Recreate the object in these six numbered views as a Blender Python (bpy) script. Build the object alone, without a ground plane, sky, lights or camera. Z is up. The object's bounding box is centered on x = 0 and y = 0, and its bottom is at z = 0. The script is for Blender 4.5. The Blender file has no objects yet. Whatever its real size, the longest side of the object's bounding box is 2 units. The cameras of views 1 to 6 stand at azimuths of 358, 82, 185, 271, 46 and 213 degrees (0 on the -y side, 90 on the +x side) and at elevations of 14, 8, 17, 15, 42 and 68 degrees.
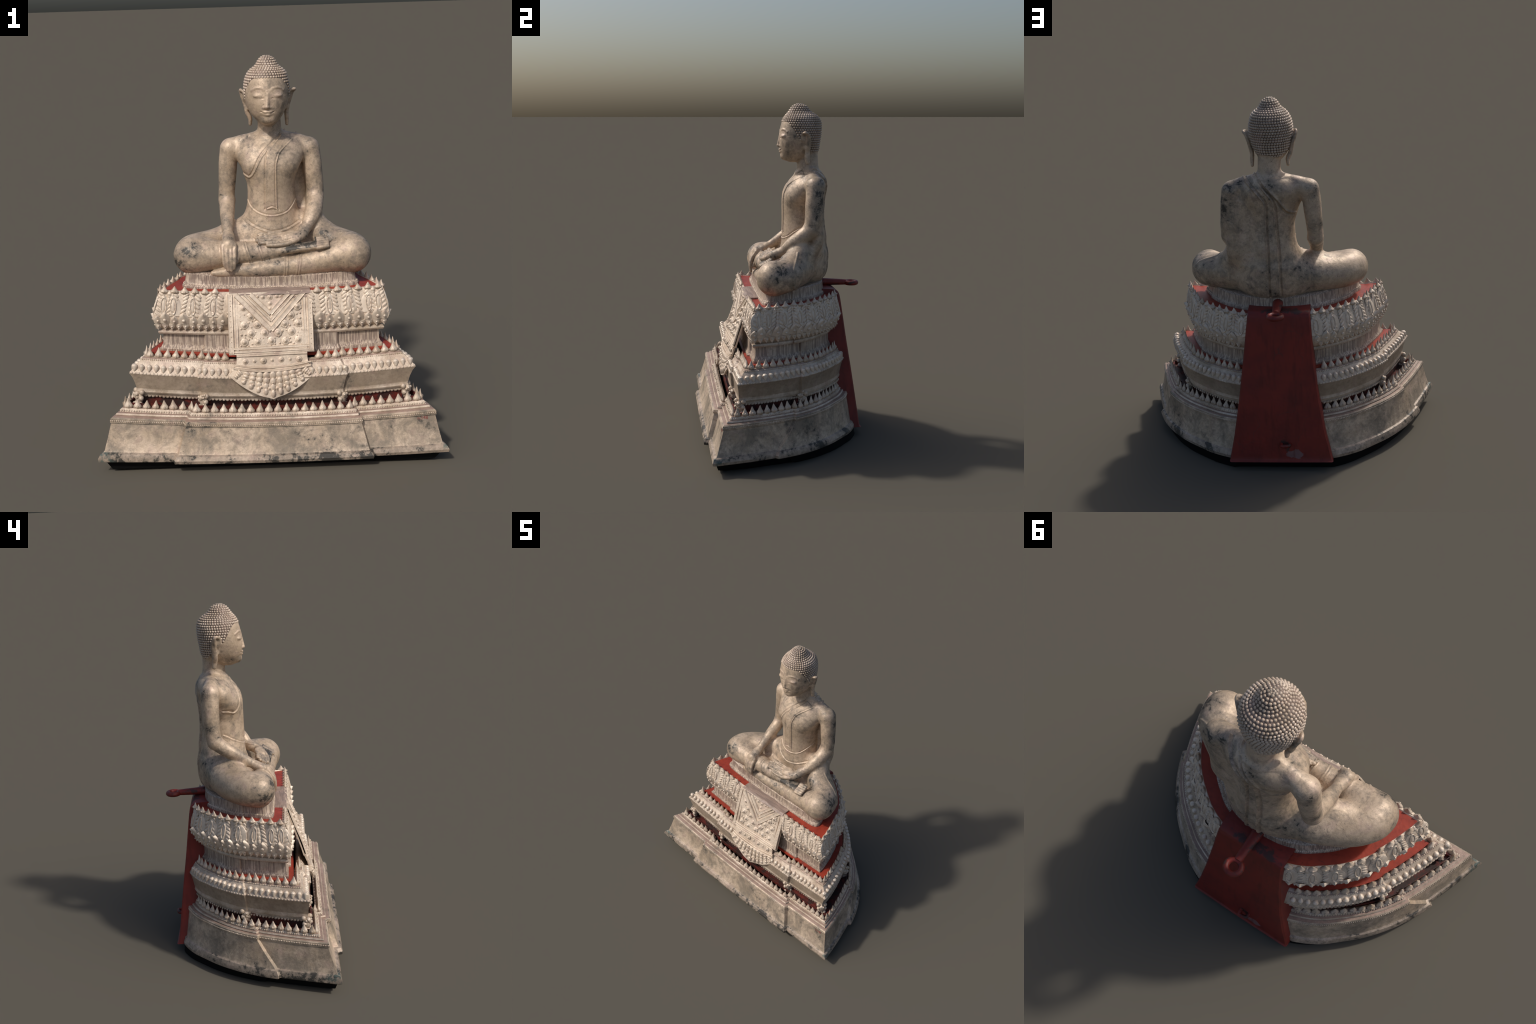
import bpy, bmesh, math, random
import numpy as np
from mathutils import Vector, Matrix
random.seed(7)
RNG = np.random.default_rng(11)

# ------------------------------------------------------------------ helpers
ROOT = bpy.data.objects.new("buddha_statue", None)
bpy.context.collection.objects.link(ROOT)
ROOT["label"] = "aged silvered seated Buddha on a tiered lotus throne with red back"
ROOT["category"] = "statue"


def add_mesh(name, verts, faces, mat, parent=None, smooth=True, angle=None, normals=None):
    me = bpy.data.meshes.new(name)
    me.from_pydata([tuple(map(float, v)) for v in verts], [], [tuple(map(int, f)) for f in faces])
    me.update()
    ob = bpy.data.objects.new(name, me)
    bpy.context.collection.objects.link(ob)
    if mat is not None:
        me.materials.append(mat)
    me.polygons.foreach_set("use_smooth", [smooth] * len(me.polygons))
    if smooth and angle is not None:
        me.set_sharp_from_angle(angle=math.radians(angle))
    if normals is not None:
        me.normals_split_custom_set_from_vertices([tuple(n) for n in normals])
    ob.parent = parent if parent is not None else ROOT
    return ob


def empty(name, parent=None):
    e = bpy.data.objects.new(name, None)
    bpy.context.collection.objects.link(e)
    e.parent = parent if parent is not None else ROOT
    return e


def instance(name, me, loc, xa, ya, za, parent, scale=(1, 1, 1)):
    """object sharing mesh me, with axes xa, ya, za at loc"""
    ob = bpy.data.objects.new(name, me)
    bpy.context.collection.objects.link(ob)
    m = Matrix.Identity(4)
    for i, (a, s) in enumerate(zip((xa, ya, za), scale)):
        for r in range(3):
            m[r][i] = a[r] * s
    for r in range(3):
        m[r][3] = loc[r]
    ob.parent = parent
    ob.matrix_local = m
    return ob


class Pile:
    """collects many small pieces into one mesh"""
    def __init__(self):
        self.v, self.f, self.n = [], [], 0

    def add(self, V, F, loc=(0, 0, 0), axes=None, scale=(1, 1, 1)):
        V = np.asarray(V, float) * np.asarray(scale)
        if axes is not None:
            V = V @ np.asarray(axes, float)      # rows = axes
        V = V + np.asarray(loc)
        self.v.append(V)
        self.f += [tuple(i + self.n for i in f) for f in F]
        self.n += len(V)

    def build(self, name, mat, parent=None, angle=None, stuff=True):
        ob = add_mesh(name, np.concatenate(self.v), self.f, mat, parent, True, angle)
        if stuff:
            ob["kind"] = "stuff"
        return ob


def catmull(P, n):
    P = np.asarray(P, float)
    Q = np.vstack([2 * P[0] - P[1], P, 2 * P[-1] - P[-2]])
    out = []
    for i in range(len(P) - 1):
        p0, p1, p2, p3 = Q[i:i + 4]
        for t in np.linspace(0, 1, n, endpoint=False):
            out.append(.5 * (2 * p1 + (p2 - p0) * t + (2 * p0 - 5 * p1 + 4 * p2 - p3) * t * t + (3 * p1 - p0 - 3 * p2 + p3) * t ** 3))
    out.append(P[-1])
    return np.array(out)


def resample(P, n):
    P = np.asarray(P, float)
    d = np.r_[0, np.cumsum(np.linalg.norm(np.diff(P, axis=0), axis=1))]
    s = np.linspace(0, d[-1], n)
    return np.stack([np.interp(s, d, P[:, k]) for k in range(P.shape[1])], 1)


# ------------------------------------------------------------------ materials
class NT:
    def __init__(self, name):
        self.m = bpy.data.materials.new(name)
        self.m.use_nodes = True
        self.t = self.m.node_tree
        self.t.nodes.clear()
        self.out = self.t.nodes.new("ShaderNodeOutputMaterial")
        self.b = self.t.nodes.new("ShaderNodeBsdfPrincipled")
        self.t.links.new(self.b.outputs[0], self.out.inputs[0])
        self.tc = self.t.nodes.new("ShaderNodeTexCoord")
        self.co = self.tc.outputs["Object"]

    def real_size(self, k):
        mp = self.t.nodes.new("ShaderNodeMapping")
        mp.inputs["Scale"].default_value = (k, k, k)
        self.t.links.new(self.tc.outputs["Object"], mp.inputs["Vector"])
        oi = self.t.nodes.new("ShaderNodeObjectInfo")
        cb = self.t.nodes.new("ShaderNodeCombineXYZ")
        for i, f in enumerate((37., 91., 13.)):
            self.t.links.new(self.math("MULTIPLY", oi.outputs["Random"], f), cb.inputs[i])
        self.t.links.new(cb.outputs[0], mp.inputs["Location"])
        self.co = mp.outputs[0]

    def coord(self, scale=(1, 1, 1), kind="Object"):
        mp = self.t.nodes.new("ShaderNodeMapping")
        mp.inputs["Scale"].default_value = scale
        self.t.links.new(self.tc.outputs[kind], mp.inputs[0])
        return mp.outputs[0]

    def noise(self, scale, detail=4, rough=.55, co=None, dist=0.0):
        n = self.t.nodes.new("ShaderNodeTexNoise")
        n.inputs["Scale"].default_value = scale
        n.inputs["Detail"].default_value = detail
        n.inputs["Roughness"].default_value = rough
        n.inputs["Distortion"].default_value = dist
        self.t.links.new(co if co is not None else self.co, n.inputs["Vector"])
        return n.outputs[0]

    def ramp(self, fac, stops):
        r = self.t.nodes.new("ShaderNodeValToRGB")
        e = r.color_ramp.elements
        while len(e) < len(stops):
            e.new(.5)
        for k, (p, c) in zip(e, stops):
            k.position = p
            k.color = (c, c, c, 1) if isinstance(c, (int, float)) else (*c, 1)
        self.t.links.new(fac, r.inputs[0])
        return r.outputs[0]

    def mix(self, fac, a, b, mode="MIX"):
        m = self.t.nodes.new("ShaderNodeMix")
        m.data_type = "RGBA"
        m.blend_type = mode
        for s, v in ((0, fac), (6, a), (7, b)):
            if isinstance(v, (int, float)):
                m.inputs[s].default_value = v
            elif isinstance(v, tuple):
                m.inputs[s].default_value = (*v, 1)
            else:
                self.t.links.new(v, m.inputs[s])
        return m.outputs[2]

    def math(self, op, a, b=None, c=None):
        m = self.t.nodes.new("ShaderNodeMath")
        m.operation = op
        for i, v in enumerate((a, b, c)):
            if v is None:
                continue
            if isinstance(v, (int, float)):
                m.inputs[i].default_value = v
            else:
                self.t.links.new(v, m.inputs[i])
        return m.outputs[0]

    def blob(self, centre, radius, soft=.5, squash=(1, 1, 1)):
        """1 inside a ball at centre, falling to 0 at its edge (object space)"""
        mp = self.t.nodes.new("ShaderNodeVectorMath")
        mp.operation = "SUBTRACT"
        self.t.links.new(self.tc.outputs["Object"], mp.inputs[0])
        mp.inputs[1].default_value = centre
        sc = self.t.nodes.new("ShaderNodeVectorMath")
        sc.operation = "MULTIPLY"
        self.t.links.new(mp.outputs[0], sc.inputs[0])
        sc.inputs[1].default_value = tuple(1 / (radius * s) for s in squash)
        ln = self.t.nodes.new("ShaderNodeVectorMath")
        ln.operation = "LENGTH"
        self.t.links.new(sc.outputs[0], ln.inputs[0])
        mr = self.t.nodes.new("ShaderNodeMapRange")
        mr.inputs[1].default_value = 1
        mr.inputs[2].default_value = 1 - soft
        self.t.links.new(ln.outputs["Value"], mr.inputs[0])
        return mr.outputs[0]

    def bump(self, h, strength, dist):
        b = self.t.nodes.new("ShaderNodeBump")
        b.inputs["Strength"].default_value = strength
        b.inputs["Distance"].default_value = dist
        self.t.links.new(h, b.inputs["Height"])
        self.t.links.new(b.outputs[0], self.b.inputs["Normal"])

    def col(self, c):
        if isinstance(c, tuple):
            self.b.inputs["Base Color"].default_value = (*c, 1)
        else:
            self.t.links.new(c, self.b.inputs["Base Color"])

    def fin(self, rough=.5, metal=0., spec=.5):
        for k, v in (("Roughness", rough), ("Metallic", metal), ("Specular IOR Level", spec)):
            if isinstance(v, (int, float)):
                self.b.inputs[k].default_value = v
            else:
                self.t.links.new(v, self.b.inputs[k])
        return self.m


PALE = (.60, .49, .385)
PINK = (.52, .375, .31)
OCHRE = (.41, .315, .225)
GREY = (.180, .150, .118)
DARK = (.045, .041, .035)


def silver(name, dark_lo=.62, dark_hi=.70, blobs=(), spots=.66, base=PALE, ochre=OCHRE, flute=None, extra=None, metal=.2, bump=.45, grime=.45, clean=(), piece=None):
    """worn silver leaf over pink ground: pale field, ochre and pink clouds,
    grey rubbed clouds and dark bare patches"""
    n = NT(name)
    if piece:
        n.real_size(piece)
    c = n.mix(n.ramp(n.noise(8, 6, .65), [(.36, 0.), (.66, 1.)]), base, ochre)
    c = n.mix(n.ramp(n.noise(17, 4, .6), [(.52, 0.), (.75, .75)]), c, PINK)
    dirt = n.ramp(n.noise(34, 9, .78, dist=.4), [(.45, 0.), (.62, grime)])
    c = n.mix(dirt, c, tuple(x * .52 for x in ochre))
    big = n.noise(5.0, 6, .65, dist=.5)
    if blobs:
        s = None
        for ctr, r, w, sq in blobs:
            b = n.math("MULTIPLY", n.blob(ctr, r, .85, sq), w)
            s = b if s is None else n.math("MAXIMUM", s, b)
        big = n.math("ADD", big, s)
    for ctr, r, w, sq in clean:
        big = n.math("SUBTRACT", big, n.math("MULTIPLY", n.blob(ctr, r, .5, sq), w))
    fine = n.noise(30, 8, .74, dist=.3)
    # rubbed grey mottling gathers where the broad noise is high
    mixed = n.math("ADD", n.math("MULTIPLY", big, .55), n.math("MULTIPLY", fine, .45))
    grey = n.ramp(mixed, [(dark_lo - .05, 0.), (dark_lo + .01, .45), (dark_hi, .85)])
    c = n.mix(grey, c, GREY)
    dark = n.ramp(mixed, [(dark_hi, 0.), (dark_hi + .02, .95)])
    c = n.mix(dark, c, DARK)
    sp = n.ramp(n.noise(110, 4, .65), [(spots, 0.), (spots + .05, .75)])
    c = n.mix(sp, c, (.10, .08, .065))
    h = n.noise(60, 5, .65)
    if flute:
        w = n.noise(1.0, 2, .5, n.coord(flute))
        c = n.mix(n.ramp(w, [(.44, .75), (.54, 0.)]), c, (.20, .145, .12))  # dark lines drawn into the colour as groove shade
        h = n.math("ADD", n.math("MULTIPLY", h, .4), n.math("MULTIPLY", w, 2.0))
    if extra:
        c = extra(n, c)
    n.col(c)
    n.bump(h, bump, .004)
    return n.fin(n.ramp(fine, [(.3, .40), (.7, .62)]), metal, .5)


R1 = (1, 1, 1)
BODY_WEAR = [((.48, -.10, 1.045), .14, .20, R1), ((-.43, -.09, 1.04), .12, .115, R1), ((-.30, .06, 1.10), .16, .05, R1),
             ((.29, .225, 1.53), .07, .22, R1), ((-.19, .225, 1.52), .065, .24, R1),
             ((.20, .19, 1.58), .09, .11, R1), ((-.10, .17, 1.57), .08, .10, R1), ((-.21, .19, 1.40), .10, .10, (.6, .8, 1.9)),
             ((-.205, .02, 1.14), .10, .10, (.6, 1.3, 1)), ((-.188, -.09, 1.09), .045, .22, R1), ((.315, .21, 1.40), .09, .13, (.6, .8, 2.0)),
             ((.05, .04, 1.52), .15, .085, (1.3, .7, .6)), ((.13, .03, 1.43), .07, .08, R1), ((.08, .0, 1.868), .05, .07, (1.3, 1, .7)),
             ((.05, .02, 1.690), .06, .04, R1), ((.10, .02, 1.76), .04, .03, R1), ((.036, -.01, 1.765), .014, .08, R1),
             ((.06, .29, 1.28), .13, .075, (.7, 1, 2.0)), ((.04, .25, 1.60), .07, .12, R1), ((.05, .28, 1.50), .12, .09, R1),
             ((.34, -.06, 1.11), .07, .24, R1)]


def plinth_stain(n, c):
    v = n.ramp(n.noise(6.5, 8, .72, n.coord((1, 1, .8)), .5), [(.47, 0.), (.60, .78)])
    return n.mix(v, c, (.205, .17, .13))


M_BODY = silver("worn_silver_skin", .535, .600, BODY_WEAR, spots=.63, base=(.61, .47, .345), ochre=(.43, .325, .225), metal=.18,
                clean=[((.034, .02, 1.76), .13, .13, (1, 1, .9)), ((.05, .03, 1.30), .11, .06, R1)])
M_PLINTH = silver("worn_silver_plinth", .535, .585, spots=.64, base=(.60, .475, .36), ochre=(.44, .335, .235), extra=plinth_stain)
M_TIER = silver("worn_silver_tier", .60, .66, base=(.70, .585, .475), bump=.6, grime=.35)
M_WALL = silver("smooth_silver_wall", .58, .635, base=(.46, .365, .275), ochre=(.34, .262, .19), bump=.2)  # base darkened for the shading on this down-facing wall
M_LEDGE = silver("pink_ledge", .60, .66, base=(.36, .25, .20), ochre=(.28, .19, .145), metal=.1)
M_RELIEF = silver("worn_silver_relief", .63, .70, spots=.71, base=(.77, .645, .52), ochre=(.62, .50, .385), bump=.7, grime=.34)
M_FINIAL = silver("finial_silver", .60, .66, base=(.70, .585, .475), grime=.35, piece=.042, bump=.3)
M_PETAL = silver("petal_silver", .63, .70, spots=.71, base=(.76, .65, .535), ochre=(.63, .52, .41), grime=.30, piece=.05, bump=.3)
M_FLUTE = silver("fluted_silver", .62, .68, base=(.60, .485, .39), flute=(150, 150, 4))


def verdigris(n, c):
    g = n.math("MAXIMUM", n.blob((-.87, -.45, .08), .10, .6), n.blob((.87, -.46, .06), .08, .6))
    g = n.math("MULTIPLY", g, n.ramp(n.noise(30, 6, .7), [(.46, 0.), (.6, .75)]))
    return n.mix(g, c, (.085, .125, .11))


M_RIM = silver("bruised_rim", .49, .53, base=(.52, .41, .32), ochre=(.36, .28, .21), extra=verdigris)


def red_lacquer(name, grime=.66, a=(.30, .032, .018), b=(.20, .024, .016), blobs=(), chip=()):
    n = NT(name)
    c = n.mix(n.ramp(n.noise(7, 5, .6), [(.35, 0.), (.7, 1.)]), a, b)
    g = n.noise(16, 7, .72, dist=.5)
    for ctr, r, w, sq in blobs:
        g = n.math("ADD", g, n.math("MULTIPLY", n.blob(ctr, r, .7, sq), w))
    c = n.mix(n.ramp(g, [(grime, 0.), (grime + .08, .85)]), c, (.028, .022, .019))
    for ctr, r, sq in chip:
        k = n.math("ADD", n.math("MULTIPLY", n.blob(ctr, r, .9, sq), .45), n.math("MULTIPLY", n.noise(9, 6, .7), .9))
        c = n.mix(n.ramp(k, [(.74, 0.), (.77, .85)]), c, (.20, .12, .12))
    # vertical streaks and hairline cracks
    c = n.mix(n.ramp(n.noise(1.0, 4, .6, n.coord((40, 40, 5))), [(.50, 0.), (.72, .55)]), c, tuple(x * .55 for x in b))
    cr = n.t.nodes.new("ShaderNodeTexVoronoi")
    cr.feature = "DISTANCE_TO_EDGE"
    cr.inputs["Scale"].default_value = 5.5
    wob = n.t.nodes.new("ShaderNodeVectorMath")
    wob.operation = "ADD"
    nz = n.t.nodes.new("ShaderNodeTexNoise")
    nz.inputs["Scale"].default_value = 9
    sc_ = n.t.nodes.new("ShaderNodeVectorMath")
    sc_.operation = "SCALE"
    sc_.inputs["Scale"].default_value = .12
    n.t.links.new(n.tc.outputs["Object"], nz.inputs["Vector"])
    n.t.links.new(nz.outputs["Color"], sc_.inputs[0])
    n.t.links.new(n.tc.outputs["Object"], wob.inputs[0])
    n.t.links.new(sc_.outputs[0], wob.inputs[1])
    n.t.links.new(wob.outputs[0], cr.inputs["Vector"])
    line = n.math("MULTIPLY", n.ramp(cr.outputs["Distance"], [(0.0, 1.), (.008, 0.)]), n.ramp(n.noise(4, 2), [(.50, 0.), (.56, .6)]))
    c = n.mix(line, c, (.05, .03, .028))
    n.col(c)
    n.bump(n.noise(70, 4, .6), .3, .003)
    return n.fin(.48, 0, .4)


M_RED = red_lacquer("red_lacquer", .68, (.34, .044, .021), (.24, .030, .017))
M_BOARD = red_lacquer("board_lacquer", .67, (.225, .024, .016), (.145, .018, .014),
                      [((.012, .33, .885), .17, .30, (1.2, .35, .2)), ((.0, .47, .15), .06, .25, R1)], [((-.05, .455, .09), .11, (1.2, 1, .45))])
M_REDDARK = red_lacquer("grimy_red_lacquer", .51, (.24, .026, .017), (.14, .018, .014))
M_GAP_DARK = red_lacquer("gap_darkened_red", .44, (.16, .022, .016), (.08, .018, .013))  # darker red for the gap between the tiers


def plain(name, c, rough=.8):
    n = NT(name)
    n.col(n.mix(n.noise(30, 4), c, tuple(x * .6 for x in c)))
    return n.fin(rough, 0, .2)


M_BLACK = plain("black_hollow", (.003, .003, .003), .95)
M_MARK = plain("red_mark", (.30, .08, .07))
M_BROWN = silver("worn_brown_cloth", .60, .66, base=(.36, .26, .21), ochre=(.28, .20, .16), flute=(10, 90, 90), metal=0.)
M_SCALP = silver("hair_ground", .60, .66, base=(.135, .09, .07), ochre=(.10, .07, .055), metal=.1)
M_SOLE = silver("blackened_sole", .44, .50, base=(.40, .32, .25))
M_CURL = silver("silver_curls", .60, .66, [((.037, .115, 2.0), .05, .25, (1, 1, .6))], base=(.66, .54, .44), grime=.3)

# ------------------------------------------------------------------ throne outline
# half of the D-shaped plan, corner -> middle of the back, in units of
# (half width, depth from corner line to back)
ARC_FRONT = catmull([(1, 0), (.93, .18), (.875, .31), (.815, .44), (.74, .56), (.66, .66)], 12)
ARC_REAR = catmull([(.93, .20), (.875, .345), (.825, .45), (.745, .58), (.645, .70), (.535, .80), (.455, .865),
                    (.34, .925), (.2, .968), (0, .99)], 12)
N_MID, N_SIDE, N_CF, N_REAR = 18, 14, 18, 44


def cut_v(P, v0, v1):
    """piece of an arc between two depth values"""
    k = (P[:, 1] > v0) & (P[:, 1] < v1)
    def at(v):
        return np.array([np.interp(v, P[:, 1], P[:, 0]), v])
    return np.vstack([at(v0), P[k], at(v1) if v1 < P[-1, 1] else P[-1]])


def hw_board(z):
    return float(np.interp(z, [.05, .2, .4, .62, .88], [.285, .252, .219, .192, .168]))


def cx_board(z):
    return float(np.interp(z, [.05, .2, .4, .62, .88], [.018, .021, .022, .020, .012]))


def outline(W, F, B, z, cx=None, rd=.0, tf=.55, ts=.40, round_corner=0.0, soft=1.0):
    if cx is None:
        cx = np.interp(z, [.05, .47, .75, .87], [0, .010, .014, .018])
    D = B - F
    xs = tf * W
    mid = np.stack([np.linspace(0, xs, N_MID), np.full(N_MID, F - rd)], 1)
    side = np.stack([np.linspace(xs + (.008 if rd else 1e-4), W, N_SIDE + 1)[:-1], np.full(N_SIDE, F)], 1)
    cf = resample(cut_v(ARC_FRONT, 0, ts), N_CF)
    cf = np.stack([cf[:, 0] * W, cf[:, 1] * D + F], 1)
    rear_src = ARC_REAR if rd else ARC_REAR
    rr = resample(cut_v(rear_src, ts + (.012 if rd else .003), 2), N_REAR)
    rr = np.stack([rr[:, 0] * W, rr[:, 1] * D + F], 1)
    if rd:
        t = np.gradient(rr, axis=0)
        nrm = np.stack([-t[:, 1], t[:, 0]], 1)
        nrm /= -np.linalg.norm(nrm, axis=1)[:, None]
        nrm *= np.sign(nrm[:, 1:2] + 1e-9)
        rr = rr + nrm * rd * .25 * np.linspace(1, 0, N_REAR)[:, None] ** .5
    half = np.vstack([mid, side, cf, rr])
    if round_corner:
        k0 = N_MID + N_SIDE
        for _ in range(int(round_corner)):
            seg = half.copy()
            for i in range(k0 - 6, k0 + 7):
                half[i] = (seg[i - 1] + seg[i + 1]) / 2
    def place(h, right):
        h = h.copy()
        v = np.clip((h[:, 1] - F) / D, 0, 1)
        # the scan's right flank swells further out than the left one
        amt = np.interp(z, [.05, .27, .47, .75, .87], [.042, .042, .032, .026, .016] if right else [.008, .008, .012, .022, .014])
        amt = amt * soft
        s_ = np.sin(np.pi * np.clip(v, 0, 1) ** (.8 if z < .3 else .65)) * amt
        h[:, 0] += s_ * .62 * (v < .97)
        h[:, 1] += s_ * .78 * np.clip(v * 2.2, 0, 1)
        # the tiers are cut flat behind the red back board
        lim = np.interp(z, [.05, .9], [.455, .345]) - .025
        flat = np.abs(h[:, 0]) < hw_board(z) - .012
        h[:, 1] = np.where(flat, np.minimum(h[:, 1], lim), h[:, 1])
        return h
    other = place(half, False)[::-1][1:-1] * [-1, 1]
    P = np.vstack([place(half, True), other])
    # slight skew of the front, and tips that curl up at the corners
    v = np.clip((P[:, 1] - F) / D, 0, 1)
    P[:, 1] -= .012 * P[:, 0] / W * (1 - v)
    sag = np.interp(z, [0, .03, .05, .10, .27, .48, .54, .65, .86, .93], [0, .0, .015, .020, .034, .040, .030, .019, .021, .031])
    zz = z - sag * (1 - np.clip(np.abs(P[:, 0]) / W, 0, 1) ** 2) * (1 - v) ** 3
    zz = zz + np.interp(z, [.0, .1], [0, -.009]) * P[:, 0]
    zz = zz - np.interp(z, [.0, .05, .09, .15], [0, .012, .012, 0]) * v
    return np.column_stack([P[:, 0] + cx, P[:, 1], zz])


NP_ = len(outline(.8, -.4, .4, .1))
HALF = N_MID + N_SIDE + N_CF + N_REAR


def loft(levels, cap_bottom=True, cap_top=True):
    R = [outline(*l[:4], **(l[4] if len(l) > 4 else {})) for l in levels]
    V = np.vstack(R)
    F = []
    for a in range(len(R) - 1):
        for i in range(NP_):
            j = (i + 1) % NP_
            F.append((a * NP_ + i, a * NP_ + j, (a + 1) * NP_ + j, (a + 1) * NP_ + i))
    if cap_bottom:
        F.append(tuple(range(NP_))[::-1])
    if cap_top:
        F.append(tuple((len(R) - 1) * NP_ + i for i in range(NP_)))
    return V, F, R


class Surf:
    """a lofted wall you can stand ornaments on: q = fractional index round the
    plan, h = height parameter (level index, fractional)"""
    def __init__(self, levels):
        self.R = np.array([outline(*l[:4], **(l[4] if len(l) > 4 else {})) for l in levels])

    def p(self, q, h):
        q = q % NP_
        i = int(q)
        f = q - i
        h = min(max(h, 0), len(self.R) - 1 - 1e-6)
        a = int(h)
        g = h - a
        r = self.R[a] * (1 - g) + self.R[a + 1] * g
        return r[i] * (1 - f) + r[(i + 1) % NP_] * f

    def h_at(self, q, z):
        zs = [self.p(q, k)[2] for k in range(len(self.R))]
        return float(np.interp(z, zs, np.arange(len(zs))))

    def frame(self, q, h):
        p = self.p(q, h)
        t = self.p(q + .6, h) - self.p(q - .6, h)
        t /= np.linalg.norm(t)
        u = self.p(q, h + .15) - self.p(q, h - .15)
        u -= t * u.dot(t)
        u /= np.linalg.norm(u)
        n = np.cross(t, u)
        return p, t, n, u

    def walk(self, h, spacing, q0, q1, between=False, inset=.016):
        """q values evenly spaced along the outline between q0 and q1"""
        qs = np.linspace(q0, q1, 400)
        P = np.array([self.p(q, h) for q in qs])
        d = np.r_[0, np.cumsum(np.linalg.norm(np.diff(P, axis=0), axis=1))]
        n = max(1, int(round(d[-1] / spacing)))
        s = np.clip(np.arange(n + 1) * d[-1] / n, inset, d[-1] - inset) if between else (np.arange(n) + .5) * d[-1] / n
        return np.interp(s, d, qs)

    def q_at_x(self, x, h, back=False):
        """index on the +x half where the outline crosses |x|"""
        rng = np.arange(0, HALF)
        P = np.array([self.p(k, h) for k in rng])
        X = P[:, 0]
        if not back:
            k = slice(0, N_MID + N_SIDE)
            return float(np.interp(x, X[k], rng[k]))
        k = slice(N_MID + N_SIDE, HALF)
        return float(np.interp(-x, -X[k], rng[k]))


def floor_mesh(name, W, F_, B, z, mat, rings=9, drop=.012):
    """a floor sheet inside one outline, keeping the sag of its rim"""
    O = outline(W, F_, B, z)
    c = np.array([.01, (F_ + B) / 2, 0])
    cx = O[:, 0].mean()
    D = B - F_
    V, F = [], []
    ks = np.linspace(1, .05, rings)
    V += [tuple(p - np.array([0, 0, drop])) for p in O]
    for k in ks:
        for p in O:
            q = c + (p - c) * k
            v = min(max((q[1] - F_) / D, 0), 1)
            sag = np.interp(z, [0, .03, .05, .10, .27, .48, .54, .65, .86, .93], [0, .0, .015, .020, .034, .040, .030, .019, .021, .031])
            q[2] = z - .009 * q[0] - sag * (1 - min(abs(q[0] - cx) / W, 1) ** 2) * (1 - v) ** 3
            V.append(tuple(q))
    for a in range(rings):
        for i in range(NP_):
            j = (i + 1) % NP_
            F.append((a * NP_ + i, a * NP_ + j, (a + 1) * NP_ + j, (a + 1) * NP_ + i))
    F.append(tuple(rings * NP_ + i for i in range(NP_)))
    return add_mesh(name, V, F, mat, THRONE, True, 30)


THRONE = empty("throne")
RDA = dict(rd=.022)


def A(W, F, B, z, tf, ts):
    return (W, F, B, z, dict(rd=.026, tf=tf, ts=ts))


lvA = [A(.862, -.455, .470, .058, .565, .34), A(.874, -.468, .485, .064, .565, .34), A(.876, -.470, .487, .080, .565, .34),
       A(.864, -.461, .474, .100, .562, .345), A(.850, -.448, .462, .105, .56, .35), A(.844, -.443, .458, .112, .56, .352),
       A(.826, -.423, .442, .18, .55, .40), A(.811, -.405, .428, .243, .54, .44),
       A(.816, -.411, .433, .246, .54, .44), A(.814, -.409, .431, .266, .54, .44), A(.806, -.402, .425, .271, .54, .44),
       A(.786, -.382, .405, .272, .54, .44), A(.789, -.384, .408, .277, .54, .44), A(.784, -.380, .402, .284, .54, .44),
       A(.770, -.366, .388, .285, .54, .44), A(.766, -.361, .384, .297, .54, .44), A(.760, -.356, .378, .301, .54, .44),
       A(.738, -.334, .358, .302, .54, .44), A(.730, -.326, .350, .298, .54, .44), A(.728, -.324, .348, .284, .54, .44)]
def banded(name, levels, mats, parent, angle, cap_bottom=False, cap_top=False):
    """loft with one material per band; mats: {band index: material}, -1 = rest"""
    V, F, _ = loft(levels, cap_bottom, cap_top)
    ob = add_mesh(name, V, F, mats[-1], parent, True, angle)
    slot = {}
    for k, m in mats.items():
        if k >= 0 and m.name not in slot:
            ob.data.materials.append(m)
            slot[m.name] = len(ob.data.materials) - 1
    for i, p in enumerate(ob.data.polygons):
        bnd = i // NP_
        if bnd in mats:
            p.material_index = slot[mats[bnd].name]
    return ob


banded("plinth_rim", lvA[:5], {-1: M_RIM}, THRONE, 32, True)
banded("lower_plinth", lvA[4:], {-1: M_PLINTH, 6: M_LEDGE, 7: M_TIER, 8: M_TIER, 9: M_LEDGE, 10: M_TIER, 11: M_TIER, 12: M_LEDGE, 13: M_TIER, 14: M_TIER}, THRONE, 32)
floor_mesh("lower_floor", .735, -.330, .352, .297, M_GAP_DARK)
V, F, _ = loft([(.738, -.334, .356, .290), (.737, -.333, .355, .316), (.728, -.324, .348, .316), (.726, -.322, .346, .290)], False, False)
add_mesh("finial_backing", V, F, M_GAP_DARK, THRONE, True, 30)
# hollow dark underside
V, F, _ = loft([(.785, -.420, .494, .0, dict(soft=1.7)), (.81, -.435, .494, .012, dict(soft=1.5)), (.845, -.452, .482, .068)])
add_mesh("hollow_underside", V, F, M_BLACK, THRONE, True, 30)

RB = dict(rd=.014, tf=.52, ts=.47)


def Bq(W, F, B, z):
    return (W, F, B, z, RB)


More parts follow.
